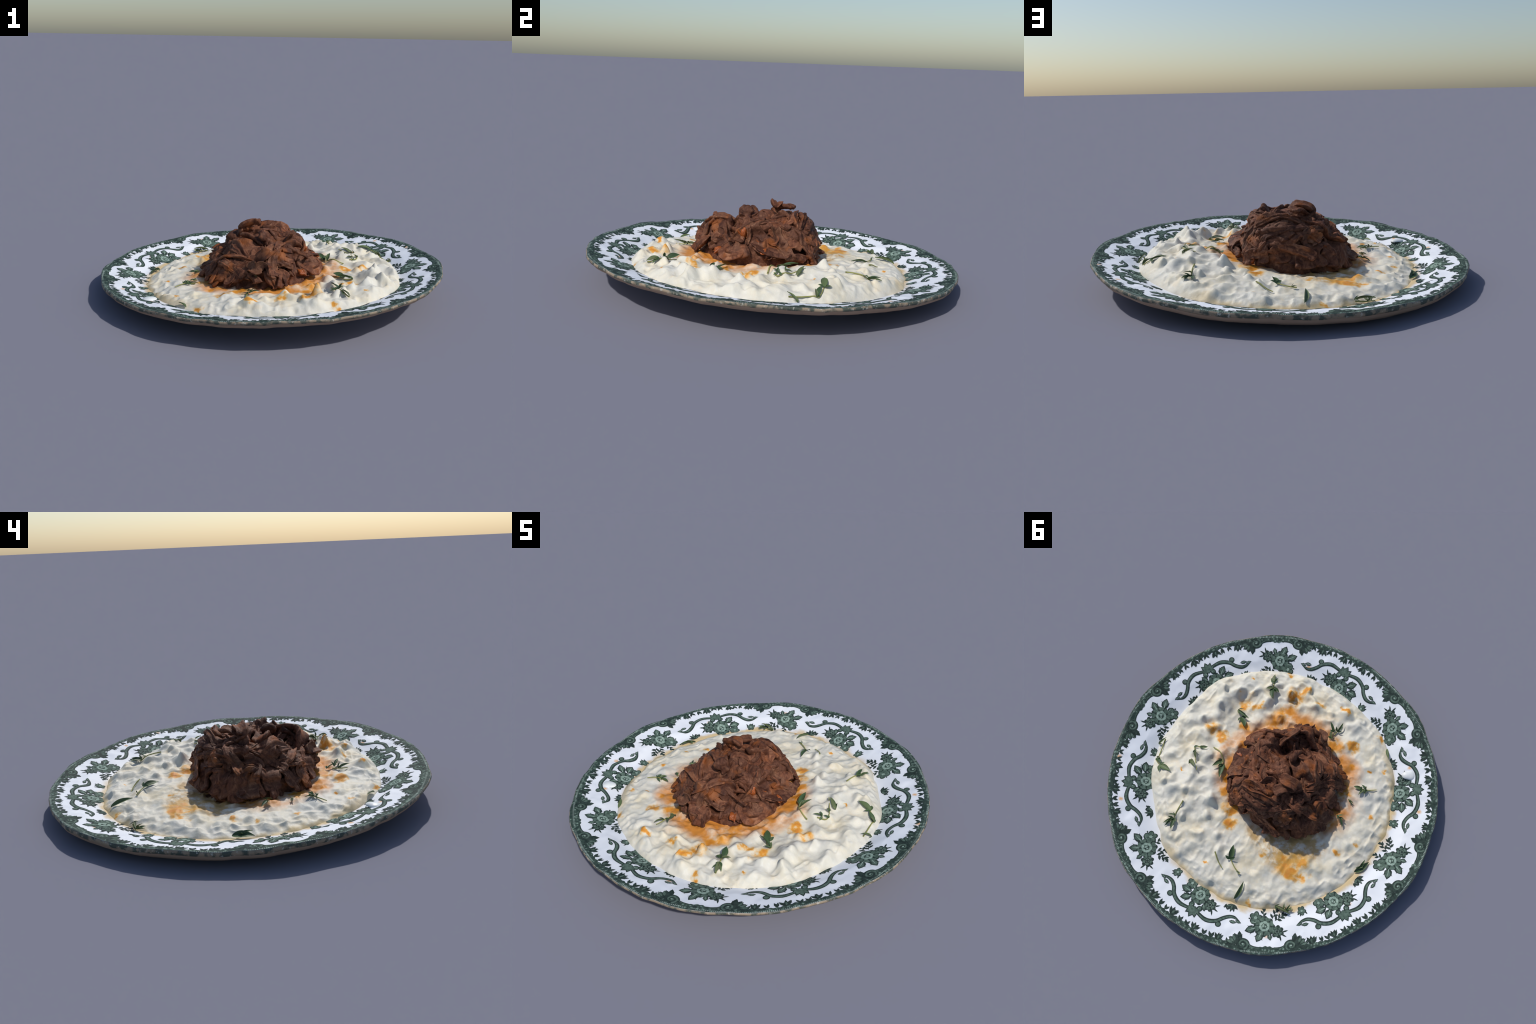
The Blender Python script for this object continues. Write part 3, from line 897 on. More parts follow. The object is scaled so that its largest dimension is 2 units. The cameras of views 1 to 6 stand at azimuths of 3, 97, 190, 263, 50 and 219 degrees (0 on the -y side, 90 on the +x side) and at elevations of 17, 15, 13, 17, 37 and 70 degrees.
# the open arch at the front
piece((0.100, -0.190, 0.320), (0.085, -0.240, 0.338), (0.060, -0.300, 0.342), (0.034, -0.365, 0.335), 0.045, 0.026, 0.1)
piece((0.040, -0.350, 0.340), (0.005, -0.372, 0.325), (-0.035, -0.368, 0.290), (-0.065, -0.350, 0.240), 0.060, 0.028, 0.15)
piece((0.040, -0.345, 0.330), (0.030, -0.395, 0.280), (0.020, -0.415, 0.220), (0.030, -0.440, 0.140), 0.060, 0.030, 0.1)
piece((0.235, -0.195, 0.240), (0.242, -0.235, 0.262), (0.200, -0.258, 0.290), (0.112, -0.268, 0.325), 0.022, 0.020, 0.0)
# the rest, round the heap
piece((0.191, -0.110, 0.338), (0.122, -0.030, 0.370), (0.053, 0.047, 0.389), (-0.012, 0.112, 0.394), 0.055, 0.035, 0.00)
piece((0.170, -0.121, 0.349), (0.129, -0.153, 0.358), (0.095, -0.203, 0.348), 0.040, 0.025, 0.00)
piece((0.115, -0.103, 0.357), (0.045, -0.088, 0.371), (-0.016, -0.070, 0.379), 0.120, 0.040, 0.10)
piece((0.025, 0.005, 0.396), (-0.015, -0.018, 0.401), (-0.046, -0.060, 0.399), 0.050, 0.030, 0.20)
piece((-0.053, -0.066, 0.398), (-0.100, -0.026, 0.407), (-0.146, -0.017, 0.399), 0.050, 0.030, 0.00)
piece((-0.081, -0.268, 0.336), (-0.158, -0.217, 0.346), (-0.212, -0.176, 0.342), (-0.256, -0.125, 0.327), 0.120, 0.050, -0.15)
piece((-0.035, -0.244, 0.339), (-0.034, -0.183, 0.363), (-0.051, -0.122, 0.377), 0.090, 0.045, 0.00)
piece((-0.113, -0.123, 0.372), (-0.136, -0.131, 0.365), (-0.137, -0.106, 0.370), 0.050, 0.030, 0.00)
piece((0.219, -0.034, 0.287), (0.215, 0.018, 0.272), (0.242, 0.053, 0.197), 0.075, 0.035, 0.10)
piece((0.156, 0.115, 0.286), (0.127, 0.080, 0.324), (0.091, 0.050, 0.347), 0.040, 0.025, 0.00)
piece((0.135, 0.054, 0.333), (0.114, 0.027, 0.348), 0.030, 0.020, 0.00)
piece((0.081, 0.170, 0.322), (0.034, 0.138, 0.359), (-0.055, 0.141, 0.372), 0.100, 0.040, 0.05)
piece((0.047, 0.209, 0.290), (-0.032, 0.172, 0.346), (-0.118, 0.119, 0.372), 0.035, 0.025, 0.00)
piece((-0.002, 0.237, 0.257), (-0.084, 0.205, 0.306), (-0.155, 0.146, 0.340), 0.090, 0.050, 0.00)
piece((-0.172, 0.201, 0.267), (-0.201, 0.185, 0.268), (-0.221, 0.166, 0.275), 0.070, 0.050, 0.00)
piece((-0.170, -0.085, 0.365), (-0.211, -0.049, 0.356), (-0.232, -0.002, 0.349), 0.035, 0.025, 0.20)
piece((-0.219, 0.004, 0.356), (-0.244, -0.039, 0.338), (-0.259, -0.089, 0.318), 0.045, 0.030, 0.30)
piece((-0.335, 0.018, 0.249), (-0.312, -0.020, 0.277), (-0.325, -0.066, 0.260), (-0.356, -0.049, 0.226), 0.040, 0.030, 0.20)
piece((-0.184, -0.353, 0.219), (-0.231, -0.336, 0.211), (-0.273, -0.302, 0.218), 0.075, 0.040, 0.00)
piece((-0.274, -0.231, 0.268), (-0.308, -0.218, 0.245), (-0.331, -0.213, 0.225), 0.035, 0.025, 0.30)
piece((-0.283, -0.139, 0.270), (-0.316, -0.200, 0.228), (-0.361, -0.244, 0.159), 0.070, 0.030, 0.00)
piece((-0.221, 0.105, 0.315), (-0.256, 0.083, 0.295), (-0.285, 0.090, 0.264), 0.060, 0.040, 0.00)
piece((-0.172, 0.093, 0.371), (-0.154, 0.077, 0.385), (-0.163, 0.036, 0.387), 0.080, 0.050, 0.00)
piece((0.137, -0.230, 0.315), (0.104, -0.230, 0.330), (0.077, -0.275, 0.319), (0.055, -0.339, 0.285), (0.036, -0.388, 0.241), (0.035, -0.421, 0.196), 0.045, 0.025, 0.10)
piece((0.084, -0.348, 0.255), (0.160, -0.267, 0.258), (0.254, -0.164, 0.260), 0.028, 0.018, 0.00)
piece((0.232, -0.204, 0.240), (0.282, -0.126, 0.219), (0.301, -0.155, 0.177), (0.275, -0.227, 0.152), (0.233, -0.252, 0.186), (0.214, -0.241, 0.224), 0.030, 0.022, 0.00)
piece((-0.244, -0.179, 0.324), (-0.190, -0.256, 0.317), (-0.136, -0.308, 0.300), (-0.105, -0.300, 0.313), 0.090, 0.045, 0.00)
piece((-0.249, -0.238, 0.290), (-0.200, -0.304, 0.270), (-0.161, -0.345, 0.252), 0.090, 0.045, 0.10)
piece((-0.055, -0.132, 0.375), (-0.031, -0.235, 0.343), (-0.027, -0.304, 0.306), (-0.021, -0.360, 0.262), 0.075, 0.035, -0.10)
piece((-0.111, -0.218, 0.336), (-0.096, -0.174, 0.355), (-0.077, -0.127, 0.371), 0.050, 0.035, 0.00)
piece((-0.340, -0.317, 0.134), (-0.325, -0.291, 0.182), (-0.291, -0.283, 0.221), (-0.258, -0.322, 0.209), 0.030, 0.022, 0.00)
piece((-0.268, -0.326, 0.188), (-0.224, -0.347, 0.194), (-0.184, -0.391, 0.163), 0.100, 0.050, 0.00)
piece((-0.097, -0.397, 0.193), (-0.075, -0.412, 0.180), (-0.060, -0.427, 0.162), 0.050, 0.030, 0.10)
piece((-0.014, -0.401, 0.205), (0.005, -0.422, 0.175), (0.037, -0.440, 0.137), 0.035, 0.025, 0.00)
piece((0.075, -0.384, 0.214), (0.087, -0.403, 0.183), (0.098, -0.419, 0.144), 0.022, 0.018, 0.00)
piece((-0.102, -0.385, 0.226), (-0.073, -0.397, 0.219), (-0.043, -0.393, 0.228), 0.055, 0.030, 0.50)
piece((-0.181, -0.354, 0.229), (-0.135, -0.357, 0.244), (-0.083, -0.357, 0.258), 0.025, 0.020, 0.00)
piece((-0.073, -0.306, 0.299), (-0.071, -0.335, 0.278), (-0.055, -0.360, 0.259), (-0.013, -0.375, 0.248), 0.025, 0.020, 0.00)
piece((0.106, -0.152, 0.356), (0.119, -0.046, 0.361), (0.172, 0.001, 0.342), (0.191, -0.057, 0.325), (0.157, -0.154, 0.337), (0.121, -0.158, 0.349), 0.030, 0.022, 0.00)
piece((0.085, -0.173, 0.353), (0.136, -0.174, 0.338), (0.194, -0.163, 0.313), 0.045, 0.025, 0.10)
piece((-0.004, -0.209, 0.356), (0.030, -0.153, 0.368), (0.063, -0.180, 0.355), 0.040, 0.025, 0.30)
piece((0.032, -0.302, 0.297), (0.051, -0.241, 0.326), (0.085, -0.181, 0.340), 0.030, 0.022, 0.00)
piece((-0.231, -0.195, 0.302), (-0.235, -0.078, 0.326), (-0.184, -0.149, 0.335), 0.060, 0.040, 0.00)
piece((-0.035, -0.088, 0.384), (0.002, 0.015, 0.391), (0.045, -0.038, 0.379), 0.080, 0.040, 0.00)
piece((0.017, -0.423, 0.214), (0.006, -0.386, 0.267), (0.039, -0.330, 0.306), (0.051, -0.286, 0.334), (0.131, -0.235, 0.324), 0.060, 0.030, 0.10)
piece((0.018, -0.423, 0.222), (0.081, -0.397, 0.193), (0.070, -0.431, 0.144), 0.060, 0.030, 0.00)
piece((-0.010, -0.329, 0.291), (0.109, -0.304, 0.271), (0.175, -0.260, 0.253), (0.245, -0.166, 0.269), 0.028, 0.020, 0.00)
piece((0.193, -0.130, 0.334), (0.171, -0.080, 0.349), (0.142, -0.017, 0.360), 0.045, 0.030, 0.20)
piece((0.155, 0.012, 0.348), (0.128, 0.066, 0.356), (0.071, 0.107, 0.374), 0.050, 0.035, 0.20)
piece((0.190, 0.015, 0.311), (0.198, 0.046, 0.288), (0.224, 0.031, 0.261), 0.050, 0.020, 0.30)
piece((0.162, 0.031, 0.324), (0.191, 0.073, 0.276), (0.212, 0.094, 0.221), (0.223, 0.107, 0.176), 0.050, 0.022, 0.15)
piece((0.184, 0.110, 0.258), (0.165, 0.144, 0.264), (0.151, 0.181, 0.245), 0.090, 0.050, 0.00)
piece((0.136, 0.112, 0.317), (0.117, 0.151, 0.311), (0.059, 0.206, 0.288), 0.070, 0.045, 0.00)
piece((0.053, 0.166, 0.332), (-0.015, 0.195, 0.323), (-0.074, 0.224, 0.305), 0.080, 0.045, 0.00)
piece((0.061, 0.210, 0.282), (-0.067, 0.241, 0.250), (-0.206, 0.268, 0.215), 0.060, 0.040, 0.00)
piece((0.118, 0.198, 0.260), (0.043, 0.246, 0.215), (0.125, 0.230, 0.178), (0.132, 0.235, 0.142), 0.045, 0.030, 0.00)
piece((0.263, -0.143, 0.248), (0.287, -0.148, 0.212), (0.305, -0.134, 0.180), 0.080, 0.045, 0.00)
piece((0.246, -0.076, 0.265), (0.258, -0.030, 0.231), (0.241, 0.045, 0.208), 0.060, 0.040, 0.00)
piece((0.254, -0.010, 0.219), (0.243, 0.028, 0.210), (0.241, 0.048, 0.195), 0.090, 0.050, 0.00)
piece((0.214, -0.111, 0.316), (0.245, -0.112, 0.288), (0.270, -0.114, 0.255), 0.018, 0.016, 0.00)
piece((0.205, -0.107, 0.308), (0.225, -0.053, 0.283), (0.243, -0.016, 0.250), 0.050, 0.030, 0.00)
piece((0.225, -0.269, 0.166), (0.258, -0.222, 0.184), (0.285, -0.184, 0.180), 0.060, 0.040, 0.00)
piece((0.149, -0.320, 0.200), (0.182, -0.285, 0.197), (0.234, -0.247, 0.187), 0.070, 0.040, 0.00)
piece((0.219, 0.114, 0.163), (0.198, 0.151, 0.175), (0.181, 0.184, 0.168), 0.040, 0.030, 0.00)
piece((0.230, -0.080, 0.284), (0.243, -0.008, 0.246), (0.213, 0.093, 0.215), 0.090, 0.045, 0.10)
piece((0.110, 0.074, 0.351), (0.115, 0.166, 0.306), (0.150, 0.184, 0.247), (0.142, 0.215, 0.198), 0.045, 0.030, 0.00)
piece((0.083, 0.176, 0.316), (0.010, 0.187, 0.333), (-0.072, 0.183, 0.340), (-0.120, 0.171, 0.340), 0.050, 0.035, 0.10)
piece((0.122, 0.186, 0.273), (0.093, 0.218, 0.245), (0.070, 0.233, 0.230), (0.040, 0.230, 0.258), 0.035, 0.025, 0.10)
piece((0.010, 0.231, 0.266), (-0.036, 0.232, 0.269), (-0.093, 0.218, 0.282), (-0.147, 0.180, 0.313), 0.050, 0.035, 0.00)
piece((-0.138, 0.183, 0.313), (-0.184, 0.158, 0.314), (-0.236, 0.153, 0.275), 0.060, 0.040, 0.00)
piece((0.040, 0.233, 0.245), (0.055, 0.247, 0.201), (0.050, 0.259, 0.161), 0.045, 0.030, 0.00)
piece((-0.017, 0.239, 0.243), (-0.045, 0.251, 0.208), (-0.066, 0.259, 0.172), 0.080, 0.040, 0.10)
piece((-0.112, 0.235, 0.228), (-0.125, 0.242, 0.198), (-0.133, 0.251, 0.161), 0.080, 0.040, 0.10)
piece((-0.168, 0.218, 0.227), (-0.163, 0.234, 0.188), (-0.168, 0.245, 0.141), 0.080, 0.045, 0.00)
piece((-0.213, 0.188, 0.242), (-0.221, 0.204, 0.200), (-0.242, 0.210, 0.150), 0.070, 0.040, 0.00)
piece((-0.290, 0.113, 0.242), (-0.306, 0.136, 0.195), (-0.314, 0.156, 0.140), 0.080, 0.040, 0.00)
piece((-0.339, 0.059, 0.218), (-0.363, 0.067, 0.174), (-0.386, 0.066, 0.120), 0.080, 0.040, 0.00)
piece((-0.143, 0.023, 0.405), (-0.175, 0.114, 0.370), (-0.191, 0.160, 0.328), 0.090, 0.045, -0.10)
piece((-0.190, 0.186, 0.281), (-0.211, 0.170, 0.285), (-0.227, 0.166, 0.275), 0.070, 0.050, 0.00)
piece((-0.243, 0.135, 0.285), (-0.263, 0.100, 0.291), (-0.283, 0.105, 0.267), 0.040, 0.025, 0.20)
piece((-0.303, 0.073, 0.264), (-0.335, 0.024, 0.247), (-0.359, 0.022, 0.217), 0.050, 0.035, 0.00)
piece((-0.268, 0.152, 0.244), (-0.286, 0.130, 0.246), (-0.309, 0.137, 0.202), 0.030, 0.022, 0.00)
piece((0.125, -0.052, 0.359), (0.092, -0.068, 0.369), (0.051, -0.077, 0.376), 0.070, 0.045, 0.00)
piece((0.002, 0.113, 0.391), (-0.025, 0.075, 0.405), (-0.064, 0.106, 0.403), 0.060, 0.035, 0.20)
piece((0.092, 0.041, 0.362), (0.030, 0.112, 0.369), (-0.028, 0.135, 0.374), 0.070, 0.040, 0.00)
piece((-0.043, 0.140, 0.372), (-0.081, 0.133, 0.376), (-0.127, 0.130, 0.368), 0.050, 0.035, 0.00)
piece((0.196, -0.114, 0.337), (0.174, -0.115, 0.352), (0.130, -0.079, 0.357), 0.070, 0.045, 0.00)
piece((-0.259, -0.004, 0.330), (-0.279, -0.057, 0.311), (-0.312, -0.102, 0.274), 0.050, 0.040, 0.00)
piece((-0.152, 0.032, 0.392), (-0.216, 0.032, 0.357), (-0.258, 0.019, 0.330), 0.090, 0.045, 0.00)
piece((0.034, 0.200, 0.308), (-0.099, 0.160, 0.350), (-0.162, 0.120, 0.355), 0.075, 0.045, 0.00)
piece((-0.097, 0.210, 0.294), (-0.156, 0.170, 0.318), (-0.220, 0.121, 0.316), 0.055, 0.035, 0.20)
piece((-0.160, 0.193, 0.278), (-0.203, 0.170, 0.276), (-0.231, 0.164, 0.258), 0.100, 0.050, 0.00)
piece((-0.254, 0.110, 0.283), (-0.256, 0.081, 0.296), (-0.279, 0.065, 0.282), 0.050, 0.030, 0.20)
piece((-0.309, 0.070, 0.254), (-0.284, 0.072, 0.278), (-0.295, 0.038, 0.281), (-0.316, 0.013, 0.266), 0.035, 0.025, 0.00)
piece((-0.344, 0.024, 0.237), (-0.333, -0.006, 0.256), (-0.337, -0.046, 0.249), (-0.356, -0.065, 0.224), 0.045, 0.030, 0.10)
piece((-0.266, 0.163, 0.217), (-0.305, 0.150, 0.173), (-0.345, 0.124, 0.134), 0.080, 0.040, 0.00)
piece((-0.310, 0.097, 0.231), (-0.350, 0.068, 0.195), (-0.383, 0.053, 0.147), 0.090, 0.045, 0.00)
piece((-0.361, -0.022, 0.212), (-0.386, -0.011, 0.173), (-0.402, -0.001, 0.134), 0.080, 0.040, 0.00)
piece((-0.323, -0.115, 0.240), (-0.358, -0.127, 0.198), (-0.386, -0.136, 0.151), 0.080, 0.040, 0.00)
piece((-0.333, -0.186, 0.225), (-0.338, -0.217, 0.210), (-0.358, -0.241, 0.174), (-0.375, -0.262, 0.131), 0.040, 0.028, 0.10)
piece((-0.285, -0.273, 0.221), (-0.288, -0.305, 0.195), (-0.283, -0.344, 0.155), 0.090, 0.050, 0.00)
piece((-0.190, -0.326, 0.241), (-0.118, -0.386, 0.211), (-0.138, -0.401, 0.184), 0.075, 0.045, 0.10)
piece((-0.239, -0.064, 0.327), (-0.230, -0.094, 0.324), (-0.234, -0.126, 0.315), 0.045, 0.030, 0.20)
piece((-0.156, -0.108, 0.384), (-0.068, -0.158, 0.388), (-0.037, -0.180, 0.383), 0.070, 0.045, 0.00)
piece((-0.047, 0.121, 0.382), (-0.089, 0.078, 0.396), (-0.083, 0.037, 0.400), 0.060, 0.040, 0.00)

# long stringy shreds draped over the heap
lr = random.Random(77)
for k in range(34):
    th0 = lr.uniform(0, 2 * math.pi)
    th1 = th0 + lr.uniform(0.5, 1.9) * lr.choice([-1, 1])
    q0, q1 = lr.uniform(0.35, 0.95), lr.uniform(0.2, 0.9)
    pts = []
    for i in range(7):
        t = i / 6
        th = th0 + (th1 - th0) * t + 0.15 * math.sin(5 * t + k)
        q = q0 + (q1 - q0) * t - 0.12 * math.sin(math.pi * t)
        R = float(periodic(np.array(th), F_DEG, F_R))
        x, y = CX + R * q * math.cos(th), CY + R * q * math.sin(th)
        pts.append((x, y, float(heap_z(x, y)) + 0.016 + 0.014 * math.sin(4 * t + k * 1.3)))
    shred(pts, lr.uniform(0.020, 0.046), lr.uniform(0.016, 0.024), 500 + k, curl=lr.uniform(-0.2, 0.3), twist=lr.uniform(-1.5, 1.5), taper=0.5, sink=0.012, fibres=4)

# smaller shreds that fill the gaps
sr = random.Random(5)
count = 0
while count < 22:
    th = sr.uniform(0, 2 * math.pi)
    R = float(periodic(np.array(th), F_DEG, F_R))
    q = math.sqrt(sr.uniform(0.0, 0.9))
    x, y = CX + R * q * math.cos(th), CY + R * q * math.sin(th)
    steep = q > 0.7
    d = th + (sr.choice([0, math.pi]) + sr.uniform(-0.6, 0.6) if steep else sr.uniform(0, 2 * math.pi))
    L = sr.uniform(0.10, 0.2) * (0.6 if steep else 1)
    bend = sr.uniform(-2.2, 2.2)
    lift = sr.uniform(-0.045, -0.02)
    pts = []
    for i in range(5):
        t = i / 4
        dd = d + bend * (t - 0.5)
        dx = (t - 0.5) * L
        px, py = x + dx * math.cos(dd), y + dx * math.sin(dd)
        ddx, ddy = px - CX, py - CY
        rr = math.hypot(ddx, ddy)
        lim = float(periodic(np.array(math.atan2(ddy, ddx)), F_DEG, F_R)) * 0.95
        if rr > lim:
            px, py = CX + ddx * lim / rr, CY + ddy * lim / rr
        pts.append((px, py, max(float(heap_z(px, py)), 0.105) + lift + 0.008 * math.sin(t * 6 + count)))
    if min(np.linalg.norm(np.diff(np.array(pts), axis=0), axis=1)) < 0.004:
        continue
    shred(pts, sr.uniform(0.03, 0.055), sr.uniform(0.02, 0.03), count + 1, curl=sr.uniform(-0.25, 0.35), twist=sr.uniform(-1.6, 1.6))
    count += 1


def carrot_material():
    n = Nodes("stewed_carrot", 0.45, 0.4)
    n.colour(n.mix(n.noise(18, 4, 0.6), (0.15, 0.045, 0.014), (0.44, 0.105, 0.020)))
    n.bump(n.noise(60, 3), 0.3, 0.006)
    return n.mat


carrot_mat = carrot_material()
for k, (x, y, z, size) in enumerate([(0.218, -0.148, 0.284, 0.046), (0.245, -0.065, 0.250, 0.036), (0.196, -0.290, 0.172, 0.034),
                                     (0.110, 0.215, 0.150, 0.036), (0.262, -0.020, 0.205, 0.030)]):
    a = k * 1.9
    shred([(x - size * 0.5 * math.cos(a), y - size * 0.5 * math.sin(a), z - 0.004), (x, y, z), (x + size * 0.5 * math.cos(a), y + size * 0.5 * math.sin(a), z - 0.002)],
          size, size * 0.7, 300 + k, taper=0.8, name="carrot_piece", mat=carrot_mat, fibres=2)


# ------------------------------------------------------------------ thyme
def leaf_material():
    n = Nodes("thyme_leaf", 0.5, 0.35)
    info = n.t.nodes.new("ShaderNodeObjectInfo")
    c = n.ramp(info.outputs["Random"], [(0.0, (0.035, 0.068, 0.028)), (0.5, (0.060, 0.105, 0.042)), (0.8, (0.11, 0.15, 0.06)), (1.0, (0.12, 0.13, 0.065))])
    c = n.mix(n.step(n.noise(0.9, 3), 0.45, 0.65), c, n.mix(0.5, c, (0.10, 0.16, 0.06)))
    n.colour(c)
    return n.mat


def stem_material():
    n = Nodes("thyme_stem", 0.55, 0.3)
    n.colour(n.mix(n.noise(20, 2), (0.22, 0.24, 0.07), (0.36, 0.34, 0.12)))
    return n.mat


leaf_mat, stem_mat = leaf_material(), stem_material()


def leaf_mesh():
    """Unit leaf along +x, folded along the midrib, a real thickness."""
    nl, nw = 13, 7
    top, bot = [], []
    for i in range(nl):
        t = i / (nl - 1)
        half = 0.5 * (math.sin(math.pi * min(1, t * 1.02 + 0.015) ** 0.85)) ** 0.8 + 0.02
        for j in range(nw):
            s = -1 + 2 * j / (nw - 1)
            z = 0.16 * abs(s) ** 1.5 * half * 2 - 0.12 * (t - 0.5) ** 2 * 4 + 0.10
            th = 0.035 * (1 - s * s) + 0.012
            top.append((t, s * half, z + th))
            bot.append((t, s * half, z - th))
    v = top + bot
    f = [tuple(reversed(q)) for q in grid_faces(nl, nw)]
    o = len(top)
    f += [tuple(i + o for i in q) for q in grid_faces(nl, nw)]
    loop = [j for j in range(nw)] + [i * nw + nw - 1 for i in range(1, nl)] + [(nl - 1) * nw + j for j in range(nw - 2, -1, -1)] + [i * nw for i in range(nl - 2, 0, -1)]
    for a, b in zip(loop, loop[1:] + loop[:1]):
        f.append((a, b, b + o, a + o))
    me = bpy.data.meshes.new("leaf")
    me.from_pydata(v, [], f)
    me.materials.append(leaf_mat)
    me.polygons.foreach_set("use_smooth", [True] * len(me.polygons))
    return me


LEAF = leaf_mesh()


def ground_z(x, y):
    r, th = math.hypot(x, y), math.atan2(y, x)
    z = float(plate_z(x, y))
    if r < float(puree_edge(np.array(th))):
        z = max(z, float(puree_z(x, y)))
    q = math.hypot(x - CX, y - CY) / float(periodic(np.array(math.atan2(y - CY, x - CX)), F_DEG, F_R))
    if q < 1:
        z = max(z, float(heap_z(x, y)))
    return z + tilt(x, y)


tr = random.Random(31)


def thyme(stem, leaves, lift=0.008):
    pts = list(stem) + [p for l in leaves for p in l[:2]]
    cx, cy = sum(p[0] for p in pts) / len(pts), sum(p[1] for p in pts) / len(pts)
    base = Vector((cx, cy, ground_z(cx, cy)))
    top = empty("thyme_sprig", "small dark green thyme sprig with pointed leaves", "herb", base)
    if len(stem) > 1:
        P = np.array(stem)
        n = 8 * (len(P) - 1) + 1
        Q = spline(P, np.linspace(0, len(P) - 1, n))
        z = np.array([ground_z(*q) for q in Q])
        z = np.convolve(np.pad(z, 3, mode="edge"), np.ones(7) / 7, "valid") + lift
        C = np.column_stack([Q, z])
        T = np.gradient(C, axis=0)
        T /= np.linalg.norm(T, axis=1, keepdims=True)
        S = np.cross(T, [0, 0, 1.0])
        S /= np.linalg.norm(S, axis=1, keepdims=True)
        U = np.cross(S, T)
        vs = []
        for i in range(n):
            rad = 0.0038 * (1 - 0.4 * i / n)
            for k in range(8):
                a = math.pi * k / 4
                vs.append(C[i] + rad * (math.cos(a) * S[i] + math.sin(a) * U[i]))
        fs = []
        for i in range(n - 1):
            for k in range(8):
                j = (k + 1) % 8
                fs.append((i * 8 + k, i * 8 + j, (i + 1) * 8 + j, (i + 1) * 8 + k))
        fs += [tuple(range(8)), tuple((n - 1) * 8 + k for k in reversed(range(8)))]
        attach(mesh_object("stem", vs, fs, stem_mat), top)
    small = []
    for a, b, w in leaves[:4] if len(stem) > 1 else []:
        for sgn in (-1, 1):         # little opposite leaves at each node
            dx, dy = b[0] - a[0], b[1] - a[1]
            t = sgn * tr.uniform(0.6, 1.2)
            k = tr.uniform(0.3, 0.5)
            small.append((a, (a[0] + k * (dx * math.cos(t) - dy * math.sin(t)), a[1] + k * (dx * math.sin(t) + dy * math.cos(t))), min(0.6, w * 1.3)))
    for a, b, w in list(leaves) + small:
        A = Vector((*a, ground_z(*a) + lift * 1.3))
        Bv = Vector((*b, ground_z(*b) + lift * 1.3 + tr.uniform(0.0, 0.018)))
        d = Bv - A
        ln = d.length
        d.normalize()
        side = Vector((0, 0, 1)).cross(d).normalized()
        upv = d.cross(side)
        roll = tr.uniform(-0.6, 0.6)
        side, upv = side * math.cos(roll) + upv * math.sin(roll), upv * math.cos(roll) - side * math.sin(roll)
        M = Matrix((d * ln, side * ln * w * 0.75, upv * ln * 0.5)).transposed().to_4x4()
        M.translation = A
        ob = bpy.data.objects.new("leaf", LEAF)
        scene.collection.objects.link(ob)
        ob.parent = top
        ob.matrix_parent_inverse = Matrix.Translation(-base)
        ob.matrix_basis = M


thyme([(0.426, -0.584), (0.389, -0.526), (0.338, -0.450)],
      [((0.393, -0.533), (0.427, -0.590), 0.5), ((0.376, -0.507), (0.409, -0.473), 0.5), ((0.374, -0.509), (0.332, -0.506), 0.5),
       ((0.375, -0.498), (0.337, -0.441), 0.6), ((0.393, -0.538), (0.434, -0.555), 0.4), ((0.395, -0.545), (0.395, -0.579), 0.4)])
thyme([(0.467, -0.262), (0.425, -0.252), (0.396, -0.227)], [((0.469, -0.260), (0.373, -0.250), 0.25), ((0.422, -0.232), (0.361, -0.193), 0.6)])
thyme([(0.473, 0.065), (0.517, 0.094), (0.485, 0.142), (0.412, 0.212)],
      [((0.490, 0.083), (0.451, 0.055), 0.5), ((0.523, 0.102), (0.499, 0.086), 0.5), ((0.499, 0.120), (0.469, 0.153), 0.5), ((0.493, 0.181), (0.428, 0.207), 0.4)])
thyme([(0.433, 0.027), (0.376, 0.033), (0.330, 0.061), (0.303, 0.112)], [((0.336, 0.065), (0.355, 0.134), 0.4), ((0.318, 0.079), (0.279, 0.165), 0.4)])
thyme([(0.714, 0.161), (0.675, 0.268), (0.670, 0.300), (0.610, 0.318)],
      [((0.677, 0.287), (0.621, 0.303), 0.45), ((0.622, 0.318), (0.537, 0.311), 0.5), ((0.733, 0.207), (0.708, 0.153), 0.25)])
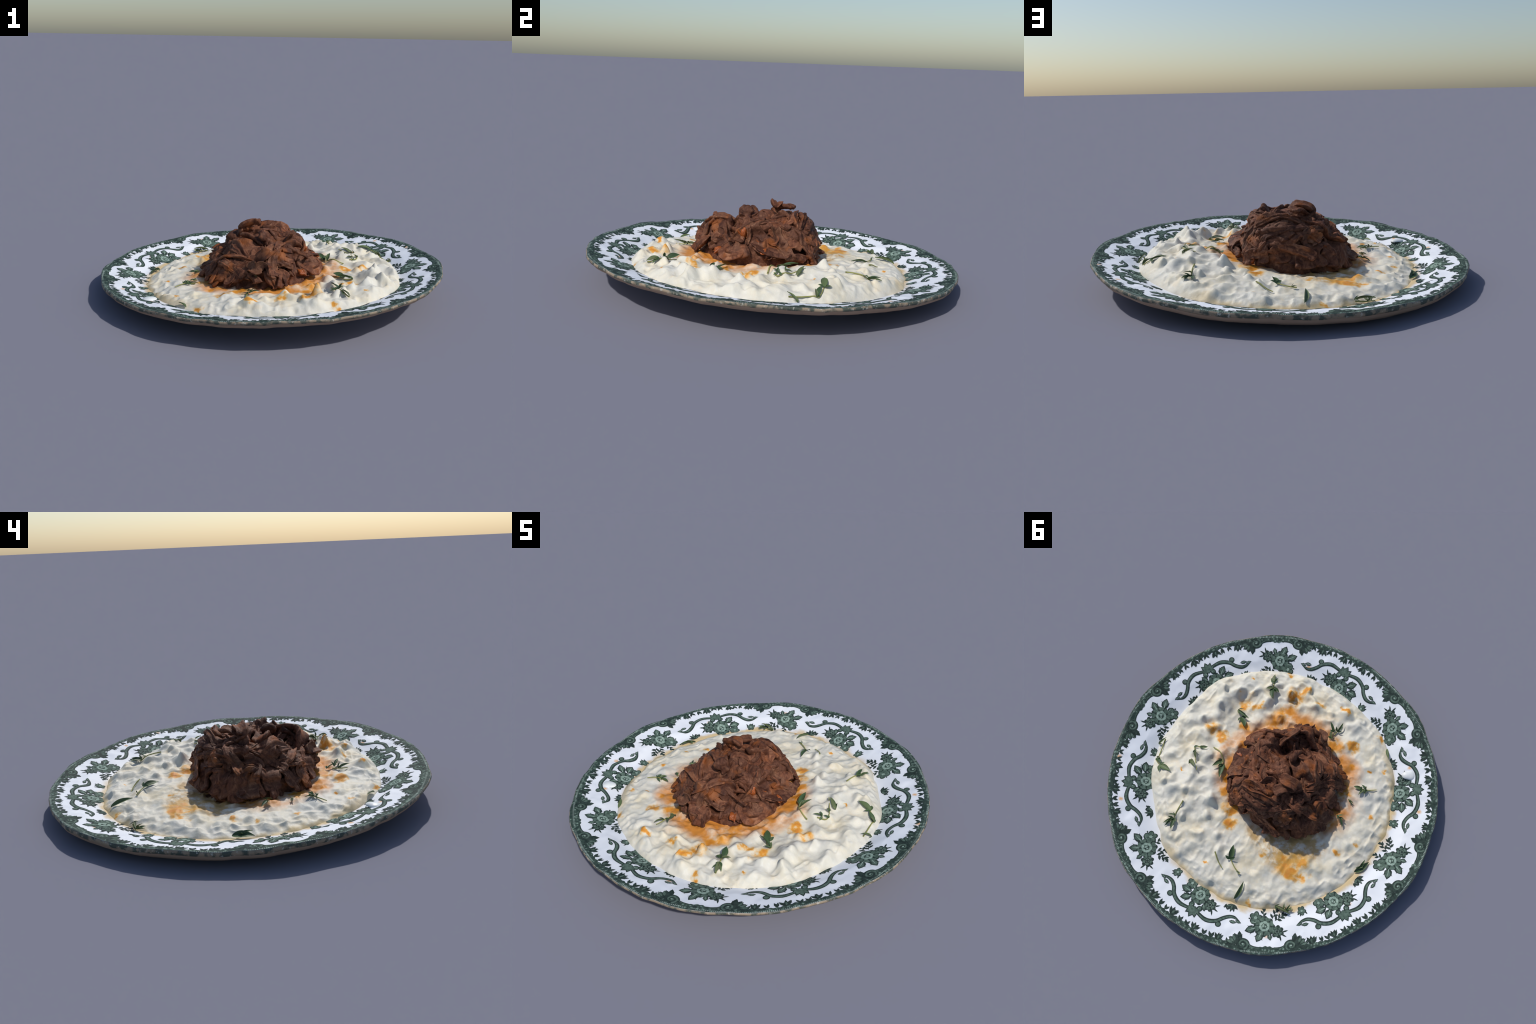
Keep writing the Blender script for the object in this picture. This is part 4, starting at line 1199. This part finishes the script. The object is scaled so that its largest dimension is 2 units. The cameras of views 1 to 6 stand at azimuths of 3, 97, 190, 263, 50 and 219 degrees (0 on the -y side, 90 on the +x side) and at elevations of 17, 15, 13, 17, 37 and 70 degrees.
thyme([(0.360, 0.407), (0.348, 0.496), (0.339, 0.532)],
      [((0.338, 0.519), (0.318, 0.583), 0.4), ((0.347, 0.523), (0.375, 0.581), 0.3), ((0.356, 0.519), (0.358, 0.589), 0.25), ((0.346, 0.503), (0.382, 0.522), 0.3)])
thyme([(-0.173, 0.545), (-0.119, 0.529), (-0.067, 0.502)], [((-0.072, 0.512), (-0.039, 0.432), 0.5), ((-0.150, 0.543), (-0.173, 0.534), 0.3)])
thyme([(0.023, 0.529), (-0.023, 0.560), (-0.066, 0.577)], [])
thyme([], [((-0.230, 0.675), (-0.218, 0.565), 0.28)])
thyme([(-0.448, 0.563), (-0.539, 0.545)],
      [((-0.444, 0.562), (-0.541, 0.548), 0.2), ((-0.506, 0.555), (-0.480, 0.518), 0.3), ((-0.512, 0.547), (-0.539, 0.515), 0.35),
       ((-0.509, 0.541), (-0.510, 0.502), 0.35), ((-0.520, 0.545), (-0.526, 0.506), 0.3)])
thyme([(-0.414, -0.298), (-0.473, -0.320), (-0.519, -0.360)],
      [((-0.446, -0.310), (-0.395, -0.296), 0.5), ((-0.462, -0.312), (-0.448, -0.268), 0.45), ((-0.476, -0.322), (-0.472, -0.286), 0.4), ((-0.465, -0.324), (-0.427, -0.331), 0.4)])
thyme([(-0.109, -0.490), (-0.109, -0.518), (-0.109, -0.573)],
      [((-0.096, -0.502), (-0.045, -0.538), 0.3), ((-0.111, -0.520), (-0.110, -0.583), 0.3), ((-0.108, -0.458), (-0.079, -0.507), 0.45)])
thyme([(-0.418, -0.084), (-0.447, -0.085)], [((-0.439, -0.086), (-0.487, -0.046), 0.3), ((-0.425, -0.079), (-0.450, -0.108), 0.4)])
thyme([(-0.416, -0.213), (-0.439, -0.204)], [((-0.430, -0.205), (-0.458, -0.196), 0.3), ((-0.424, -0.209), (-0.456, -0.208), 0.3)])
thyme([], [((-0.697, 0.119), (-0.732, 0.020), 0.45), ((-0.710, 0.098), (-0.707, 0.026), 0.3), ((-0.692, 0.095), (-0.724, 0.073), 0.4)])
thyme([], [((-0.417, -0.626), (-0.463, -0.576), 0.35)])
thyme([], [((-0.062, -0.421), (-0.104, -0.398), 0.5)])
